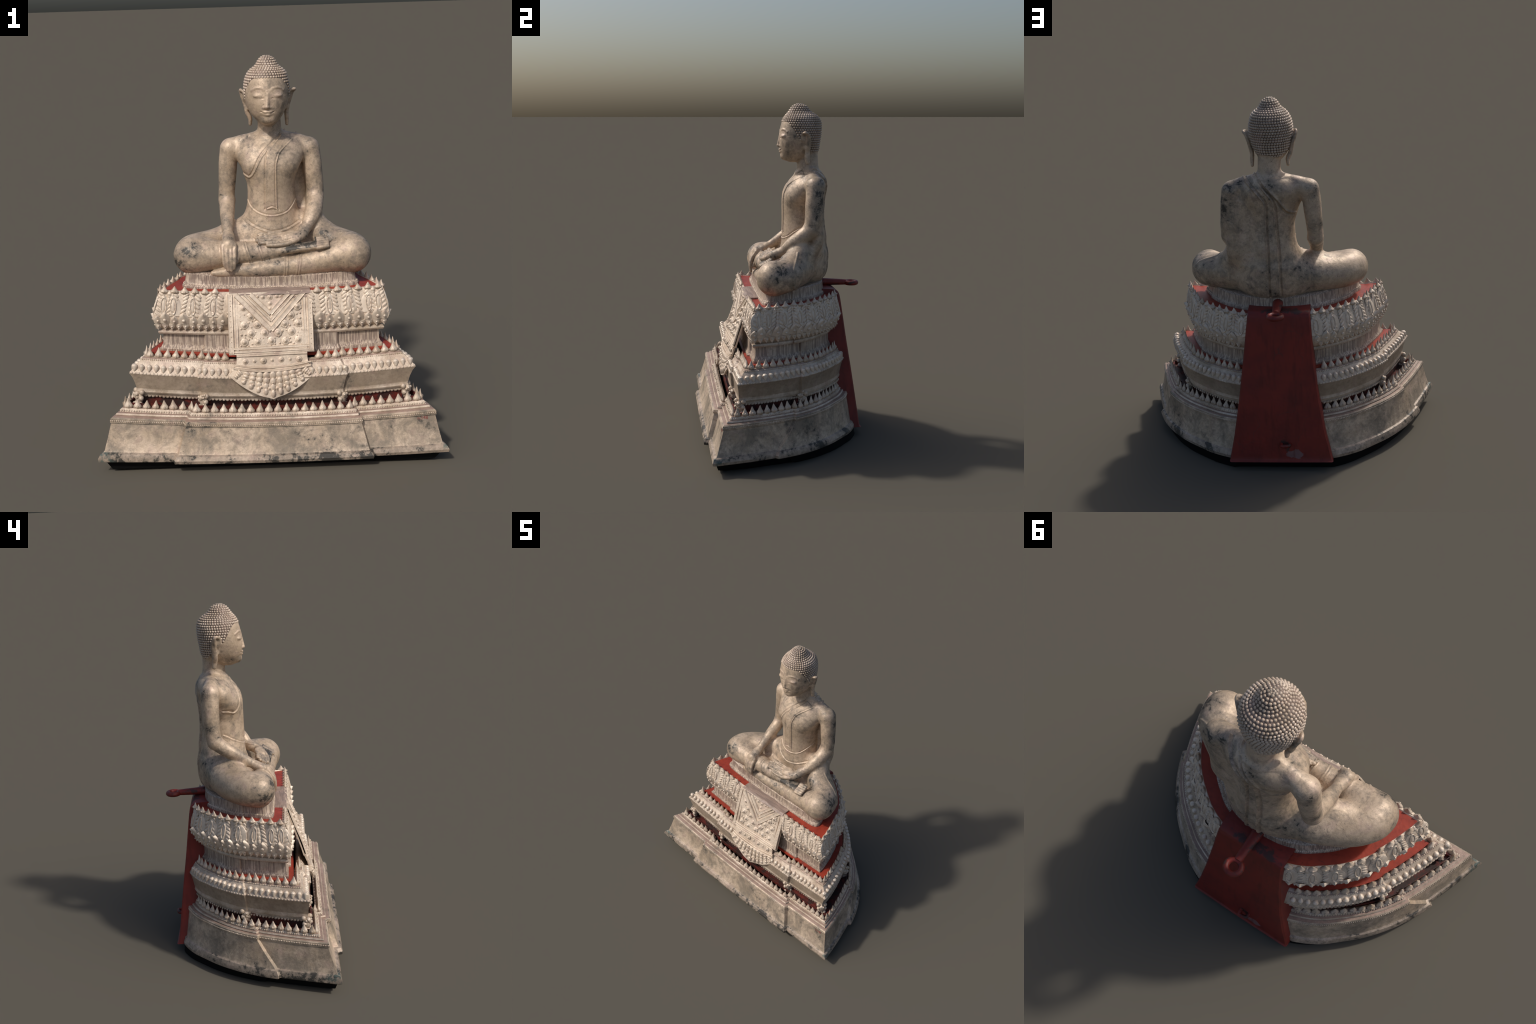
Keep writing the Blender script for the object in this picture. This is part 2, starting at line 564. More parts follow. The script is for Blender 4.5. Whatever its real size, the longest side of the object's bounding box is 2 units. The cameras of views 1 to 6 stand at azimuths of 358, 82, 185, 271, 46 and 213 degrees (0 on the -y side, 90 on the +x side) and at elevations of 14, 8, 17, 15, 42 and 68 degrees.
lvB = [Bq(0.638, -0.270, 0.360, .354), Bq(0.666, -0.292, 0.376, .346), Bq(0.674, -0.298, 0.380, .348), Bq(0.675, -0.299, 0.380, .358),
       Bq(0.684, -0.307, 0.387, .361), Bq(0.688, -0.310, 0.390, .369), Bq(0.685, -0.307, 0.387, .379), Bq(0.687, -0.308, 0.388, .386),
       Bq(0.696, -0.311, 0.394, .420), Bq(0.707, -0.315, 0.401, .449), Bq(0.720, -0.319, 0.409, .469),
       Bq(0.717, -0.316, 0.406, .476), Bq(0.698, -0.303, 0.393, .493), Bq(0.674, -0.285, 0.380, .516), Bq(0.662, -0.277, 0.373, .524),
       Bq(0.658, -0.274, 0.370, .531), Bq(0.648, -0.266, 0.363, .536), Bq(0.626, -0.246, 0.346, .538), Bq(0.618, -0.238, 0.338, .530)]
banded("middle_tier", lvB, {-1: M_TIER, 7: M_WALL, 8: M_WALL, 9: M_WALL, 15: M_LEDGE}, THRONE, 32)
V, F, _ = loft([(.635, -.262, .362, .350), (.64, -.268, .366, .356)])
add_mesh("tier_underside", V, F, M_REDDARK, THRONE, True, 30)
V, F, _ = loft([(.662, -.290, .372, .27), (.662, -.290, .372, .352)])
add_mesh("tier_core", V, F, M_GAP_DARK, THRONE, True, 30)
floor_mesh("middle_floor", .622, -.240, .35, .551, M_RED)

RC = dict(rd=.014, tf=.61, ts=.47)
lvW = [(0.570, -0.213, 0.329, .535, RC), (0.570, -0.213, 0.329, .560, RC), (0.560, -0.206, 0.321, .570, RC), (0.552, -0.200, 0.314, .585, RC),
       (0.550, -0.198, 0.313, .645, RC)]
V, F, _ = loft(lvW, True, True)
add_mesh("fluted_waist", V, F, M_FLUTE, THRONE, True, 32)
lvM = [(.556, -.204, .318, .636), (.570, -.214, .331, .639), (.575, -.218, .336, .648), (.571, -.215, .332, .657), (.560, -.206, .322, .661)]
V, F, _ = loft(lvM, True, True)
add_mesh("waist_moulding", V, F, M_TIER, THRONE, True, 40)
lvC = [(0.552, -0.200, 0.335, .660), (0.570, -0.213, 0.353, .674), (0.586, -0.224, 0.371, .694), (0.594, -0.230, 0.381, .716), (0.595, -0.231, 0.383, .742),
       (0.589, -0.226, 0.377, .770), (0.580, -0.220, 0.369, .800), (0.572, -0.213, 0.361, .828), (0.568, -0.207, 0.356, .850), (0.563, -0.202, 0.351, .862),
       (0.553, -0.194, 0.341, .864), (0.548, -0.189, 0.336, .858)]
V, F, _ = loft(lvC, True, False)
add_mesh("lotus_tier", V, F, M_RELIEF, THRONE, True, 40)
floor_mesh("top_floor", .562, -.193, .342, .859, M_RED)
RO = dict(round_corner=14, cx=.019, soft=0)
lvD = [(.473, -.146, .286, .852, RO), (.474, -.147, .287, .868, RO), (.470, -.144, .284, .874, RO), (.464, -.138, .279, .877, RO),
       (.459, -.134, .275, .884, RO), (.455, -.131, .272, .91, RO), (.453, -.130, .271, .930, RO), (.440, -.12, .258, .938, RO)]
V, F, _ = loft(lvD, True, True)
add_mesh("seat_drum", V, F, M_FLUTE, THRONE, True, 40)


# ------------------------------------------------------------------ red back board, loop and bolt
def grid_mesh(fn, nu, nv):
    V = [fn(u, v) for v in np.linspace(0, 1, nv) for u in np.linspace(0, 1, nu)]
    F = [(j * nu + i, j * nu + i + 1, (j + 1) * nu + i + 1, (j + 1) * nu + i) for j in range(nv - 1) for i in range(nu - 1)]
    return V, F


prof = catmull([(.462, .050), (.449, .075), (.430, .22), (.408, .39), (.381, .574), (.359, .74), (.345, .835), (.335, .866), (.315, .882), (.28, .886)], 8)


def board_ring(y, z):
    hw, cx = hw_board(z), cx_board(z)
    y = y + .009
    inner = min(y - .12, .20)
    k_ = .001 if z > .08 else 0.
    return [(cx - hw, inner, z), (cx - hw, y - .008, z), (cx - hw + .008, y, z), (cx, y + .002 + k_ * .5, z), (cx + hw - .008, y + k_, z),
            (cx + hw, y - .008 + k_, z), (cx + hw, inner, z)]


rings = [board_ring(y, z) for y, z in prof]
V = [p for r in rings for p in r]
k = 7
F = [(a * k + i, a * k + i + 1, (a + 1) * k + i + 1, (a + 1) * k + i) for a in range(len(rings) - 1) for i in range(k - 1)]
F.append(tuple(range(k))[::-1])
F.append(tuple((len(rings) - 1) * k + i for i in range(k)))
F += [(a * k + k - 1, a * k, (a + 1) * k, (a + 1) * k + k - 1) for a in range(len(rings) - 1)]
F = [f[::-1] for f in F]
add_mesh("back_board", V, F, M_BOARD, THRONE, True, 35)


def tube(path, rad, seg=14, squash=1.0, closed=False):
    path = np.asarray(path, float)
    n = len(path)
    T = np.gradient(path, axis=0) if not closed else np.roll(path, -1, 0) - np.roll(path, 1, 0)
    T /= np.linalg.norm(T, axis=1)[:, None]
    V, F = [], []
    for i in range(n):
        up = np.array([0, 0, 1.]) if abs(T[i, 2]) < .9 else np.array([0, 1., 0])
        s = np.cross(T[i], up)
        s /= np.linalg.norm(s)
        w = np.cross(s, T[i])
        r = rad[i] if hasattr(rad, "__len__") else rad
        for a in np.linspace(0, 2 * math.pi, seg, endpoint=False):
            V.append(path[i] + s * math.cos(a) * r + w * math.sin(a) * r * squash)
    m = n if closed else n - 1
    for i in range(m):
        for a in range(seg):
            b = (a + 1) % seg
            j = (i + 1) % n
            F.append((i * seg + a, j * seg + a, j * seg + b, i * seg + b))
    if not closed:
        F.append(tuple(range(seg)))
        F.append(tuple((n - 1) * seg + a for a in range(seg))[::-1])
    return V, F


rod = resample([(.02, .24, .905), (.02, .32, .903), (.021, .40, .900), (.021, .425, .899)], 12)
V, F = tube(rod, np.linspace(.030, .020, 12), 16, .85)
HOOK = add_mesh("loop_shank", V, F, M_REDDARK, THRONE, True, 50)
a = np.linspace(0, 2 * math.pi, 40, endpoint=False)
V, F = tube(np.stack([.021 + .034 * np.cos(a), .457 + .032 * np.sin(a), .896 + 0 * a], 1), .0145, 14, 1.0, True)
add_mesh("loop_ring", V, F, M_REDDARK, THRONE, True)
V, F = tube(resample([(-.032, .44, .148), (-.03, .47, .150), (-.012, .477, .150), (.012, .477, .150), (.016, .46, .150), (.016, .44, .15)], 24), .010, 12)
add_mesh("bent_staple", V, F, M_REDDARK, THRONE, True)
# ------------------------------------------------------------------ ornament shapes (unit size)
def ring_loft(rows, seg=10):
    """rows: z, half width, half depth, y shift -> closed bud standing on z = 0"""
    V, F = [], []
    for z, w, d, y in rows:
        for a in np.linspace(0, 2 * math.pi, seg, endpoint=False):
            V.append((w * math.cos(a), d * math.sin(a) + y, z))
    for i in range(len(rows) - 1):
        for a in range(seg):
            b = (a + 1) % seg
            F.append((i * seg + a, i * seg + b, (i + 1) * seg + b, (i + 1) * seg + a))
    F.append(tuple(range(seg))[::-1])
    F.append(tuple((len(rows) - 1) * seg + a for a in range(seg)))
    return np.array(V), F


def dome(nu=10, nv=5, tall=1.0):
    """half ellipsoid rising along +y... returned with +y as outward normal"""
    V, F = [], []
    for j in range(nv):
        e = j / nv * math.pi / 2
        for i in range(nu):
            a = 2 * math.pi * i / nu
            V.append((math.cos(a) * math.cos(e), math.sin(e) * tall, math.sin(a) * math.cos(e)))
    V.append((0, tall, 0))
    for j in range(nv - 1):
        for i in range(nu):
            k = (i + 1) % nu
            F.append((j * nu + i, (j + 1) * nu + i, (j + 1) * nu + k, j * nu + k))
    for i in range(nu):
        F.append(((nv - 1) * nu + i, nv * nu, (nv - 1) * nu + (i + 1) % nu))
    return np.array(V), F


def shield(width, nt=10, nu=9, thick=1.0, rib=.25, curl=.35):
    """pointed petal: x across, z up 0..1, +y outward; width(t) is the half width"""
    V, F = [], []
    for j in range(nt):
        t = j / (nt - 1)
        w = width(t)
        for i in range(nu):
            u = -1 + 2 * i / (nu - 1)
            y = thick * ((1 - abs(u) ** 2.2) * (.75 + .25 * t) + rib * math.exp(-(u / .22) ** 2) * (1 - t) + curl * t ** 2)
            V.append((u * w, y, t))
    n = nt * nu
    for j in range(nt):
        t = j / (nt - 1)
        for u in (-1, 1):
            V.append((u * width(t), -.6 * thick, t))
    for j in range(nt - 1):
        for i in range(nu - 1):
            F.append((j * nu + i, (j + 1) * nu + i, (j + 1) * nu + i + 1, j * nu + i + 1))
        F.append((n + 2 * j, n + 2 * j + 2, (j + 1) * nu, j * nu))
        F.append((j * nu + nu - 1, (j + 1) * nu + nu - 1, n + 2 * j + 3, n + 2 * j + 1))
    F.append(tuple([i for i in range(nu)] + [n + 1, n]))
    return np.array(V), F


def mesh_of(name, V, F, mat, angle=45):
    me = bpy.data.meshes.new(name)
    me.from_pydata([tuple(map(float, v)) for v in V], [], F)
    me.materials.append(mat)
    me.polygons.foreach_set("use_smooth", [True] * len(me.polygons))
    me.set_sharp_from_angle(angle=math.radians(angle))
    return me


def join(*parts):
    V, F, n = [], [], 0
    for v, f in parts:
        V.append(np.asarray(v, float))
        F += [tuple(i + n for i in g) for g in f]
        n += len(v)
    return np.concatenate(V), F


DOME = dome()
BALL = ring_loft([(-1, .02, .02, 0), (-.8, .6, .6, 0), (-.35, .93, .93, 0), (.1, .99, .99, 0), (.5, .86, .86, 0), (.85, .52, .52, 0), (1, .02, .02, 0)], 10)
bud = ring_loft([(-.10, .36, .26, 0), (.03, .46, .34, .02), (.16, .50, .38, .04), (.30, .46, .33, .02), (.42, .34, .24, 0), (.58, .24, .17, -.02), (.76, .15, .12, -.03), (.90, .08, .07, -.02), (1.0, .015, .02, 0)], 12)
boss = (DOME[0] * [.17, .16, .19] + [0, .34, .20], DOME[1])
ME_FINIAL = mesh_of("leaf_finial", *join(bud, boss), M_FINIAL)
ogive = lambda t: .5 * (1 - t ** 2.2) ** .8 * (.86 + .5 * t * (1 - t))
pet = shield(ogive, thick=.20)
ME_PETAL = mesh_of("lotus_petal", *join(pet, (DOME[0] * [.15, .14, .15] + [0, .20, .36], DOME[1])), M_PETAL)
oval_rim = tube([(.5 * math.cos(a), .06, .5 + .5 * math.sin(a)) for a in np.linspace(0, 2 * math.pi, 28, endpoint=False)], .075, 8, 1.0, True)
oval_rim = (np.array(oval_rim[0]), oval_rim[1])
ME_OVAL = mesh_of("oval_leaf", *join((np.array(DOME[0]) * [.40, .10, .42] + [0, 0, .5], DOME[1]), oval_rim), M_PETAL)
leaf = shield(lambda t: .5 * (1 - t ** 3.2) ** .7 * (.86 + .55 * t * (1 - t)), nt=12, nu=13, thick=.20, rib=0., curl=.25)
ME_LEAF = mesh_of("broad_leaf", *leaf, M_PETAL)
tear = ring_loft([(0, .10, .10, 0), (.14, .22, .2, .05), (.34, .36, .34, .10), (.55, .48, .46, .14), (.74, .42, .44, .12), (.9, .25, .26, .05), (1, .04, .05, 0)], 12)
ME_TEAR = mesh_of("teardrop_boss", *tear, M_PETAL)


def skip(p, front_half, back_half):
    if p[1] < 0 and abs(p[0] - .009) < front_half:
        return True
    return p[1] > .15 and abs(p[0] - .019) < back_half


def ring_of(name, me, surf, h, spacing, size, parent, front=0, back=.2, up=None, jitter=.06, lift=0.0, flip=False, between=False, aim=None, inset=.016):
    """stand copies of a shape round a tier"""
    out = []
    qc = N_MID + N_SIDE
    for q0, q1 in ((0, qc), (qc, HALF - 1), (HALF - 1, NP_ - qc), (NP_ - qc, NP_)):
        for q in surf.walk(h, spacing, q0, q1 - 1e-6, between, inset):
            p, t, n, u = surf.frame(q, h)
            if skip(p, front, back):
                continue
            if aim is not None:
                up = surf.p(q, aim) - p
                up = up / np.linalg.norm(up)
            if up is not None:
                u = np.array(up, float)
                n = np.cross(t, u)
                n /= np.linalg.norm(n)
                u = np.cross(n, t)
            g = 1 + random.uniform(-jitter, jitter)
            a = random.uniform(-jitter, jitter)
            t2 = t * math.cos(a) + u * math.sin(a)
            u2 = u * math.cos(a) - t * math.sin(a)
            if flip:
                t2, u2 = -t2, -u2
            out.append(instance(name, me, p + n * lift, t2, n, u2, parent, (size[0] * g, size[1] * g, size[2] * (1 + random.uniform(-jitter, jitter)))))
    return out


SA, SB, SC, SW, SD = Surf(lvA), Surf(lvB), Surf(lvC), Surf(lvW), Surf(lvD)
ring_of("leaf_finial", ME_FINIAL, SA, 16.45, .0455, (.041, .034, .047), THRONE, 0, hw_board(.3) + .012, (0, 0, 1), .10)
ring_of("leaf_finial", ME_FINIAL, SB, 16.4, .0445, (.041, .034, .047), THRONE, .20, hw_board(.54) + .012, (0, 0, 1), .10)
ring_of("leaf_finial", ME_FINIAL, SC, 8.5, .0535, (.044, .034, .034), THRONE, .225, hw_board(.87) + .012, (0, 0, 1))
# bosses on the sloping band of the middle tier
ring_of("teardrop_boss", ME_TEAR, SB, 11.2, .0365, (.030, .030, .042), THRONE, .19, hw_board(.49) + .01)
# lotus petals
U = .107
ring_of("lotus_petal", ME_PETAL, SC, 2.35, U, (.064, .048, .064), THRONE, .235, hw_board(.72) + .02)
ring_of("lotus_petal", ME_PETAL, SC, 2.35, U, (.046, .042, .046), THRONE, .235, hw_board(.72) + .02, between=True)
ring_of("broad_leaf", ME_LEAF, SC, 4.0, U, (.098, .036, .108), THRONE, .245, hw_board(.78) + .025, between=True, jitter=.03, aim=8.0, inset=.048)
ring_of("oval_leaf", ME_OVAL, SC, 4.35, U, (.027, .05, .080), THRONE, .235, hw_board(.78) + .02, between=True, jitter=.04, lift=.0045, aim=7.4, inset=.048)
ring_of("lotus_petal", ME_PETAL, SC, 2.25, U / 3, (.036, .040, .034), THRONE, .225, hw_board(.7) + .015, flip=True)
# ribbed leaves either side of each oval, midribs, beads, dentils, rope
ribs, dent, rope = Pile(), Pile(), Pile()
qc = N_MID + N_SIDE
for q0, q1 in ((0, qc), (qc, HALF - 1), (HALF - 1, NP_ - qc), (NP_ - qc, NP_)):
    for ov in (False, True):
        for c in SC.walk(6, U, q0, q1 - 1e-6, ov, .046):
            p, t, n, u = SC.frame(c, 6)
            if skip(p, .225, hw_board(.8) + .015):
                continue
            if ov:
                for s in (-1, 1):
                    for k in range(6):
                        hh = 4.3 + k * .70
                        p, t, n, u = SC.frame(c, hh)
                        a = math.radians(38) * s
                        ax = (t * math.cos(a) + u * math.sin(a), n, u * math.cos(a) - t * math.sin(a))
                        ribs.add(DOME[0], DOME[1], p + t * s * .0265 + n * .0028, ax, (.0195, .0048, .0084))
            else:
                for k in range(6):
                    p, t, n, u = SC.frame(c, 4.6 + k * .72)
                    ribs.add(DOME[0], DOME[1], p, (t, n, u), (.0105, .0085, .0165))
                p, t, n, u = SC.frame(c, 8.0)
                ribs.add(DOME[0], DOME[1], p, (t, n, u), (.014, .011, .014))


def beads(pile, surf, h, spacing, size, front, back, shape=DOME, lift=0.0, tilt=0.0):
    for q0, q1 in ((0, qc), (qc, HALF - 1), (HALF - 1, NP_ - qc), (NP_ - qc, NP_)):
        for q in surf.walk(h, spacing, q0, q1 - 1e-6):
            p, t, n, u = surf.frame(q, h)
            if skip(p, front, back):
                continue
            g = 1 + random.uniform(-.12, .12)
            ax = (t * math.cos(tilt) + u * math.sin(tilt), n, u * math.cos(tilt) - t * math.sin(tilt))
            pile.add(shape[0], shape[1], p + n * lift, ax, np.array(size) * g)


LOW = dome(8, 3)
beads(dent, SA, 8.5, .0095, (.0036, .003, .0042), 0, hw_board(.26), LOW)
beads(dent, SA, 14.5, .0125, (.0052, .0042, .0048), 0, hw_board(.29), LOW)
beads(dent, SB, 14.5, .0100, (.0040, .0034, .0042), .18, hw_board(.53), LOW)
beads(dent, SB, 10.5, .0183, (.0075, .0030, .0060), .18, hw_board(.48), LOW)
beads(dent, SD, 2.6, .0090, (.0036, .003, .004), 0, 0, LOW)
beads(rope, SB, 1.6, .0185, (.0115, .012, .0062), 0, hw_board(.37), LOW, tilt=.5)
ribs.build("ribbed_leaves", M_RELIEF, THRONE, 50)
dent.build("bead_moulding", M_TIER, THRONE, 50)
rope.build("rope_border", M_TIER, THRONE, 50)

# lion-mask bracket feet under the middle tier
def mask_foot(seed):
    r = random.Random(seed)
    P = Pile()
    P.add(*BALL, loc=(0, .008, .055), scale=(.026, .020, .034))
    P.add(*BALL, loc=(0, .020, .075), scale=(.016, .016, .016))
    P.add(*BALL, loc=(0, .012, .012), scale=(.020, .018, .016))
    for s in (-1, 1):
        P.add(*BALL, loc=(s * .024, .008, .088), scale=(.014, .014, .014))
        P.add(*BALL, loc=(s * .022, .012, .056), scale=(.013, .014, .013))
        P.add(*BALL, loc=(s * .018, .016, .022), scale=(.011, .014, .013))
        P.add(*BALL, loc=(s * .010, .030, .080), scale=(.007, .007, .007))
    for _ in range(9):
        P.add(*BALL, loc=(r.uniform(-.026, .026), r.uniform(.012, .026), r.uniform(.02, .10)), scale=np.ones(3) * r.uniform(.006, .010))
    return np.concatenate(P.v), P.f


ME_FOOT = [mesh_of("bracket_foot", *mask_foot(s), M_TIER) for s in (1, 2, 3)]
ks = [N_MID - .5, qc, qc + N_CF - .5]
for j, q in enumerate(ks + [NP_ - k for k in ks]):
    p, t, n, u = SB.frame(q, 4.5)
    if abs(q - qc) < 1 or abs(q - NP_ + qc) < 1:
        n = np.array([.75 * np.sign(p[0]), -.66, 0])
        t = np.cross(n, (0, 0, 1))
        t = -t / np.linalg.norm(t)
        n = np.cross(t, (0, 0, 1)) * -1
        n /= np.linalg.norm(n)
        if n @ np.array([np.sign(p[0]), -1, 0]) < 0:
            n = -n
    n = np.array([n[0], n[1], 0])
    n /= np.linalg.norm(n)
    t = np.cross((0, 0, 1), n) * -1
    instance("bracket_foot", ME_FOOT[j % 3], p + n * -.020 + np.array([0, 0, -.088]), t, n, (0, 0, 1), THRONE)

# ------------------------------------------------------------------ hanging apron on the front
AP = catmull([(-.208, .846), (-.242, .75), (-.276, .65), (-.306, .553), (-.333, .475), (-.350, .41), (-.362, .340), (-.366, .32)], 8)
APC = .009


def ap_y(z):
    return float(np.interp(-z, -AP[:, 1], AP[:, 0]))


AN = np.array([0, -.953, .302])
AU = np.array([0, .302, .953])
AX_ = np.array([1., 0, 0])


def ap_p(x, z, lift=0.0):
    return np.array([APC + x, ap_y(z) + .006 * math.sin(x * 9), z]) + AN * lift


def slab(fn, nu, nv, thick):
    """fn(u, v) -> (x, z) on the apron; closed slab"""
    top, bot = [], []
    for v in np.linspace(0, 1, nv):
        for u in np.linspace(-1, 1, nu):
            x, z = fn(u, v)
            e = .004 * math.sin(31 * x + 3) * math.sin(23 * z)
            top.append(ap_p(x, z, e))
            bot.append(ap_p(x, z, e - thick))
    V = top + bot
    m = nu * nv
    F = []
    for j in range(nv - 1):
        for i in range(nu - 1):
            a, b, c, d = j * nu + i, j * nu + i + 1, (j + 1) * nu + i + 1, (j + 1) * nu + i
            F += [(a, d, c, b), (m + a, m + b, m + c, m + d)]
    for i in range(nu - 1):
        F.append((i, i + 1, m + i + 1, m + i))
        a = (nv - 1) * nu + i
        F.append((a + 1, a, m + a, m + a + 1))
    for j in range(nv - 1):
        a, b = j * nu, (j + 1) * nu
        F.append((b, a, m + a, m + b))
        a, b = j * nu + nu - 1, (j + 1) * nu + nu - 1
        F.append((a, b, m + b, m + a))
    return V, F


APRON = empty("hanging_apron")
V, F = slab(lambda u, v: (u * .214, .846 + (.553 - .846) * v), 31, 41, .016)
add_mesh("upper_cloth", V, F, M_RELIEF, APRON, True, 40)


def fan_pt(u, v):
    zb = .335 + .122 * abs(u) ** 1.7 - .006 * math.exp(-(u / .06) ** 2)
    z = .575 + (zb - .575) * v
    hw = np.interp(z, [.33, .445, .455, .475, .50, .53], [.222, .222, .221, .200, .182, .178])
    return u * hw, z


V, F = slab(lambda u, v: fan_pt(u, v), 41, 31, .010)
V = [np.asarray(p) + AN * -.006 for p in V]
add_mesh("fan_cloth", V, F, M_RELIEF, APRON, True, 40)
# brown flap folded back over the floor to the drum
V, F = [], []
for k, (y, z) in enumerate([(-.128, .850), (-.165, .849), (-.196, .848), (-.210, .845), (-.218, .834)]):
    for x in np.linspace(-.205, .205, 12):
        V.append((APC + x, y, z + .002 * math.sin(40 * x)))
for j in range(4):
    for i in range(11):
        F.append((j * 12 + i, (j + 1) * 12 + i, (j + 1) * 12 + i + 1, j * 12 + i + 1))
n0 = len(V)
V += [(x, y, z - .02) for x, y, z in V]
F += [tuple(n0 + i for i in f[::-1]) for f in F]
F += [(i * 12, i * 12 + n0, (i + 1) * 12 + n0, (i + 1) * 12) for i in range(4)] + [((i + 1) * 12 + 11, (i + 1) * 12 + 11 + n0, i * 12 + 11 + n0, i * 12 + 11) for i in range(4)]
add_mesh("folded_flap", V, F, M_BROWN, APRON, True, 50)


def ap_band(pile, pts, w, h, lift=0.0):
    """raised strip along a line on the apron"""
    P = resample(pts, 26)
    T = np.gradient(P, axis=0)
    T /= np.linalg.norm(T, axis=1)[:, None]
    N = np.stack([-T[:, 1], T[:, 0]], 1)
    prof_ = [(-1, -.006), (-1, .5 * h), (-.8, h), (-.4, h * .75), (0, h * .9), (.4, h * .75), (.8, h), (1, .5 * h), (1, -.006)]
    V, F = [], []
    for p, n in zip(P, N):
        for a, b in prof_:
            q = p + n * a * w / 2
            V.append(ap_p(q[0], q[1], b + lift))
    m = len(prof_)
    for i in range(len(P) - 1):
        for k in range(m - 1):
            F.append((i * m + k, i * m + k + 1, (i + 1) * m + k + 1, (i + 1) * m + k))
    F.append(tuple(range(m))[::-1])
    F.append(tuple((len(P) - 1) * m + k for k in range(m)))
    pile.add(V, F)


def ap_boss(pile, x, z, r, h, lift=0.0):
    p = ap_p(x, z, lift)
    ax = (AX_, AN, AU)
    pile.add(DOME[0], DOME[1], p, ax, (r, h * .35, r))
    pile.add(DOME[0], DOME[1], p, ax, (r * .62, h * .75, r * .62))
    pile.add(DOME[0], DOME[1], p, ax, (r * .36, h, r * .36))


band = Pile()
for s in (-1, 1):
    ap_band(band, [(s * .201, .840), (s * .201, .560)], .026, .007)
    ap_band(band, [(s * .172, .835), (s * .172, .566)], .014, .004)
apex = .664
for s in (-1, 1):
    ap_band(band, [(s * .172, .838), (0, apex)], .026, .009, .001)
    ap_band(band, [(s * .128, .838), (0, apex + .045)], .013, .006, .001)
    ap_band(band, [(s * .098, .838), (0, apex + .078)], .022, .008, .001)
ap_band(band, [(-.19, .582), (.19, .582)], .012, .006)
ap_band(band, [(-.19, .566), (.19, .566)], .010, .005)
band.build("apron_border", M_RELIEF, APRON, 45, False)
bos = Pile()
for r in range(6):
    z = .612 + r * .040
    for c in range(-4, 5):
        x = c * .068 + (.034 if r % 2 else 0)
        vline = apex + (.838 - apex) * abs(x) / .172
        if abs(x) > .155 or z > vline - .026:
            continue
        ap_boss(bos, x + random.uniform(-.002, .002), z + random.uniform(-.002, .002), .0225, .019)
for r in range(9):
    z = .598 + r * .028
    for c in range(-9, 10):
        x = c * .019 + random.uniform(-.004, .004)
        vline = apex + (.838 - apex) * abs(x) / .172
        if abs(x) > .158 or z > vline - .020:
            continue
        ap_boss(bos, x, z + random.uniform(-.007, .007), random.uniform(.0045, .008), random.uniform(.006, .010))
for x, z, r in ((0, .82, .016), (-.035, .822, .011), (.035, .822, .011), (0, .79, .012), (-.06, .826, .008), (.06, .826, .008), (0, .765, .010)):
    ap_boss(bos, x, z, r, .011)
for s in (-1, 1):
    for k in range(12):
        ap_boss(bos, s * .201, .835 - k * .0245, .007, .011)
for x in (-.135, -.045, .045, .135):
    ap_boss(bos, x, .520, .016, .016, -.004)
for x in (-.09, 0, .09):
    ap_boss(bos, x, .520, .009, .008, -.004)
bos.build("apron_bosses", M_RELIEF, APRON, 50)
fanp = Pile()
ap_band(fanp, [(-.178, .548), (.178, .548)], .010, .006, -.004)
arc = [(x, .470 + .022 * (x / .2) ** 2) for x in np.linspace(-.195, .195, 9)]
ap_band(fanp, arc, .010, .007, -.004)
ap_band(fanp, [(x, z + .016) for x, z in arc], .007, .005, -.004)
nf = 11
for k in range(nf):
    u = -1 + (2 * k + 1) / nf
    x0, z0 = u * .175, .462 + .014 * u * u
    ux, uz = fan_pt(u * .97, 1.0)
    x1, z1 = ux * .97, uz + .012
    for j in range(4):
        t = (j + .5) / 4
        p = ap_p(x0 + (x1 - x0) * t, z0 + (z1 - z0) * t, -.005)
        d = np.array([x1 - x0, 0, z1 - z0])
        d /= np.linalg.norm(d)
        side = np.cross(d, AN)
        L = math.hypot(x1 - x0, z1 - z0) / 4
        fanp.add(DOME[0], DOME[1], p, (side, AN, d), (.019 - .002 * j, .012 if j % 2 else .009, L * .75))
    ap_boss(fanp, x0 + (x1 - x0) * .42, z0 + (z1 - z0) * .42, .009, .015, -.004)
    if k < nf - 1:
        um = u + 1 / nf
        xm, zm = fan_pt(um, .80)
        ap_boss(fanp, xm, zm, .010, .013, -.004)
        xm, zm = fan_pt(um, .62)
        ap_boss(fanp, xm, zm + .004, .006, .009, -.004)
fanp.build("fan_petals", M_RELIEF, APRON, 50)
# ------------------------------------------------------------------ figure: one implicit surface
def smin(a, b, k):
    h = np.clip(.5 + .5 * (b - a) / k, 0, 1)
    return b + (a - b) * h - k * h * (1 - h)


class Prim:
    def __init__(self, part, k, lo, hi, fn, op="add"):
        self.part, self.k, self.fn, self.op = part, k, fn, op
        self.lo, self.hi = np.asarray(lo) - .07, np.asarray(hi) + .07


PR = []


def sweep(part, pts, k=.02, sub=4, squash=(1, 1, 1), op="add"):
    """pts: x y z r; a chain of tapered capsules along a smooth spine"""
    P = np.asarray(pts, float)
    if len(P) > 2:
        P = catmull(P, sub)
    sq = np.asarray(squash, float)
    C, R = (P[:, :3] / sq).astype(np.float32), P[:, 3].astype(np.float32)

    def fn(X):
        X = (X / sq).astype(np.float32)
        d = np.full(len(X), 9., np.float32)
        for a, b, ra, rb in zip(C[:-1], C[1:], R[:-1], R[1:]):
            ab = b - a
            t = np.clip((X - a) @ ab / max(ab @ ab, 1e-12), 0, 1)
            q = X - a - t[:, None] * ab
            d = np.minimum(d, np.sqrt(np.einsum('ij,ij->i', q, q)) - (ra + t * (rb - ra)))
        return d * sq.min()
    r = P[:, 3].max() * sq.max()
    PR.append(Prim(part, k, P[:, :3].min(0) - r, P[:, :3].max(0) + r, fn, op))


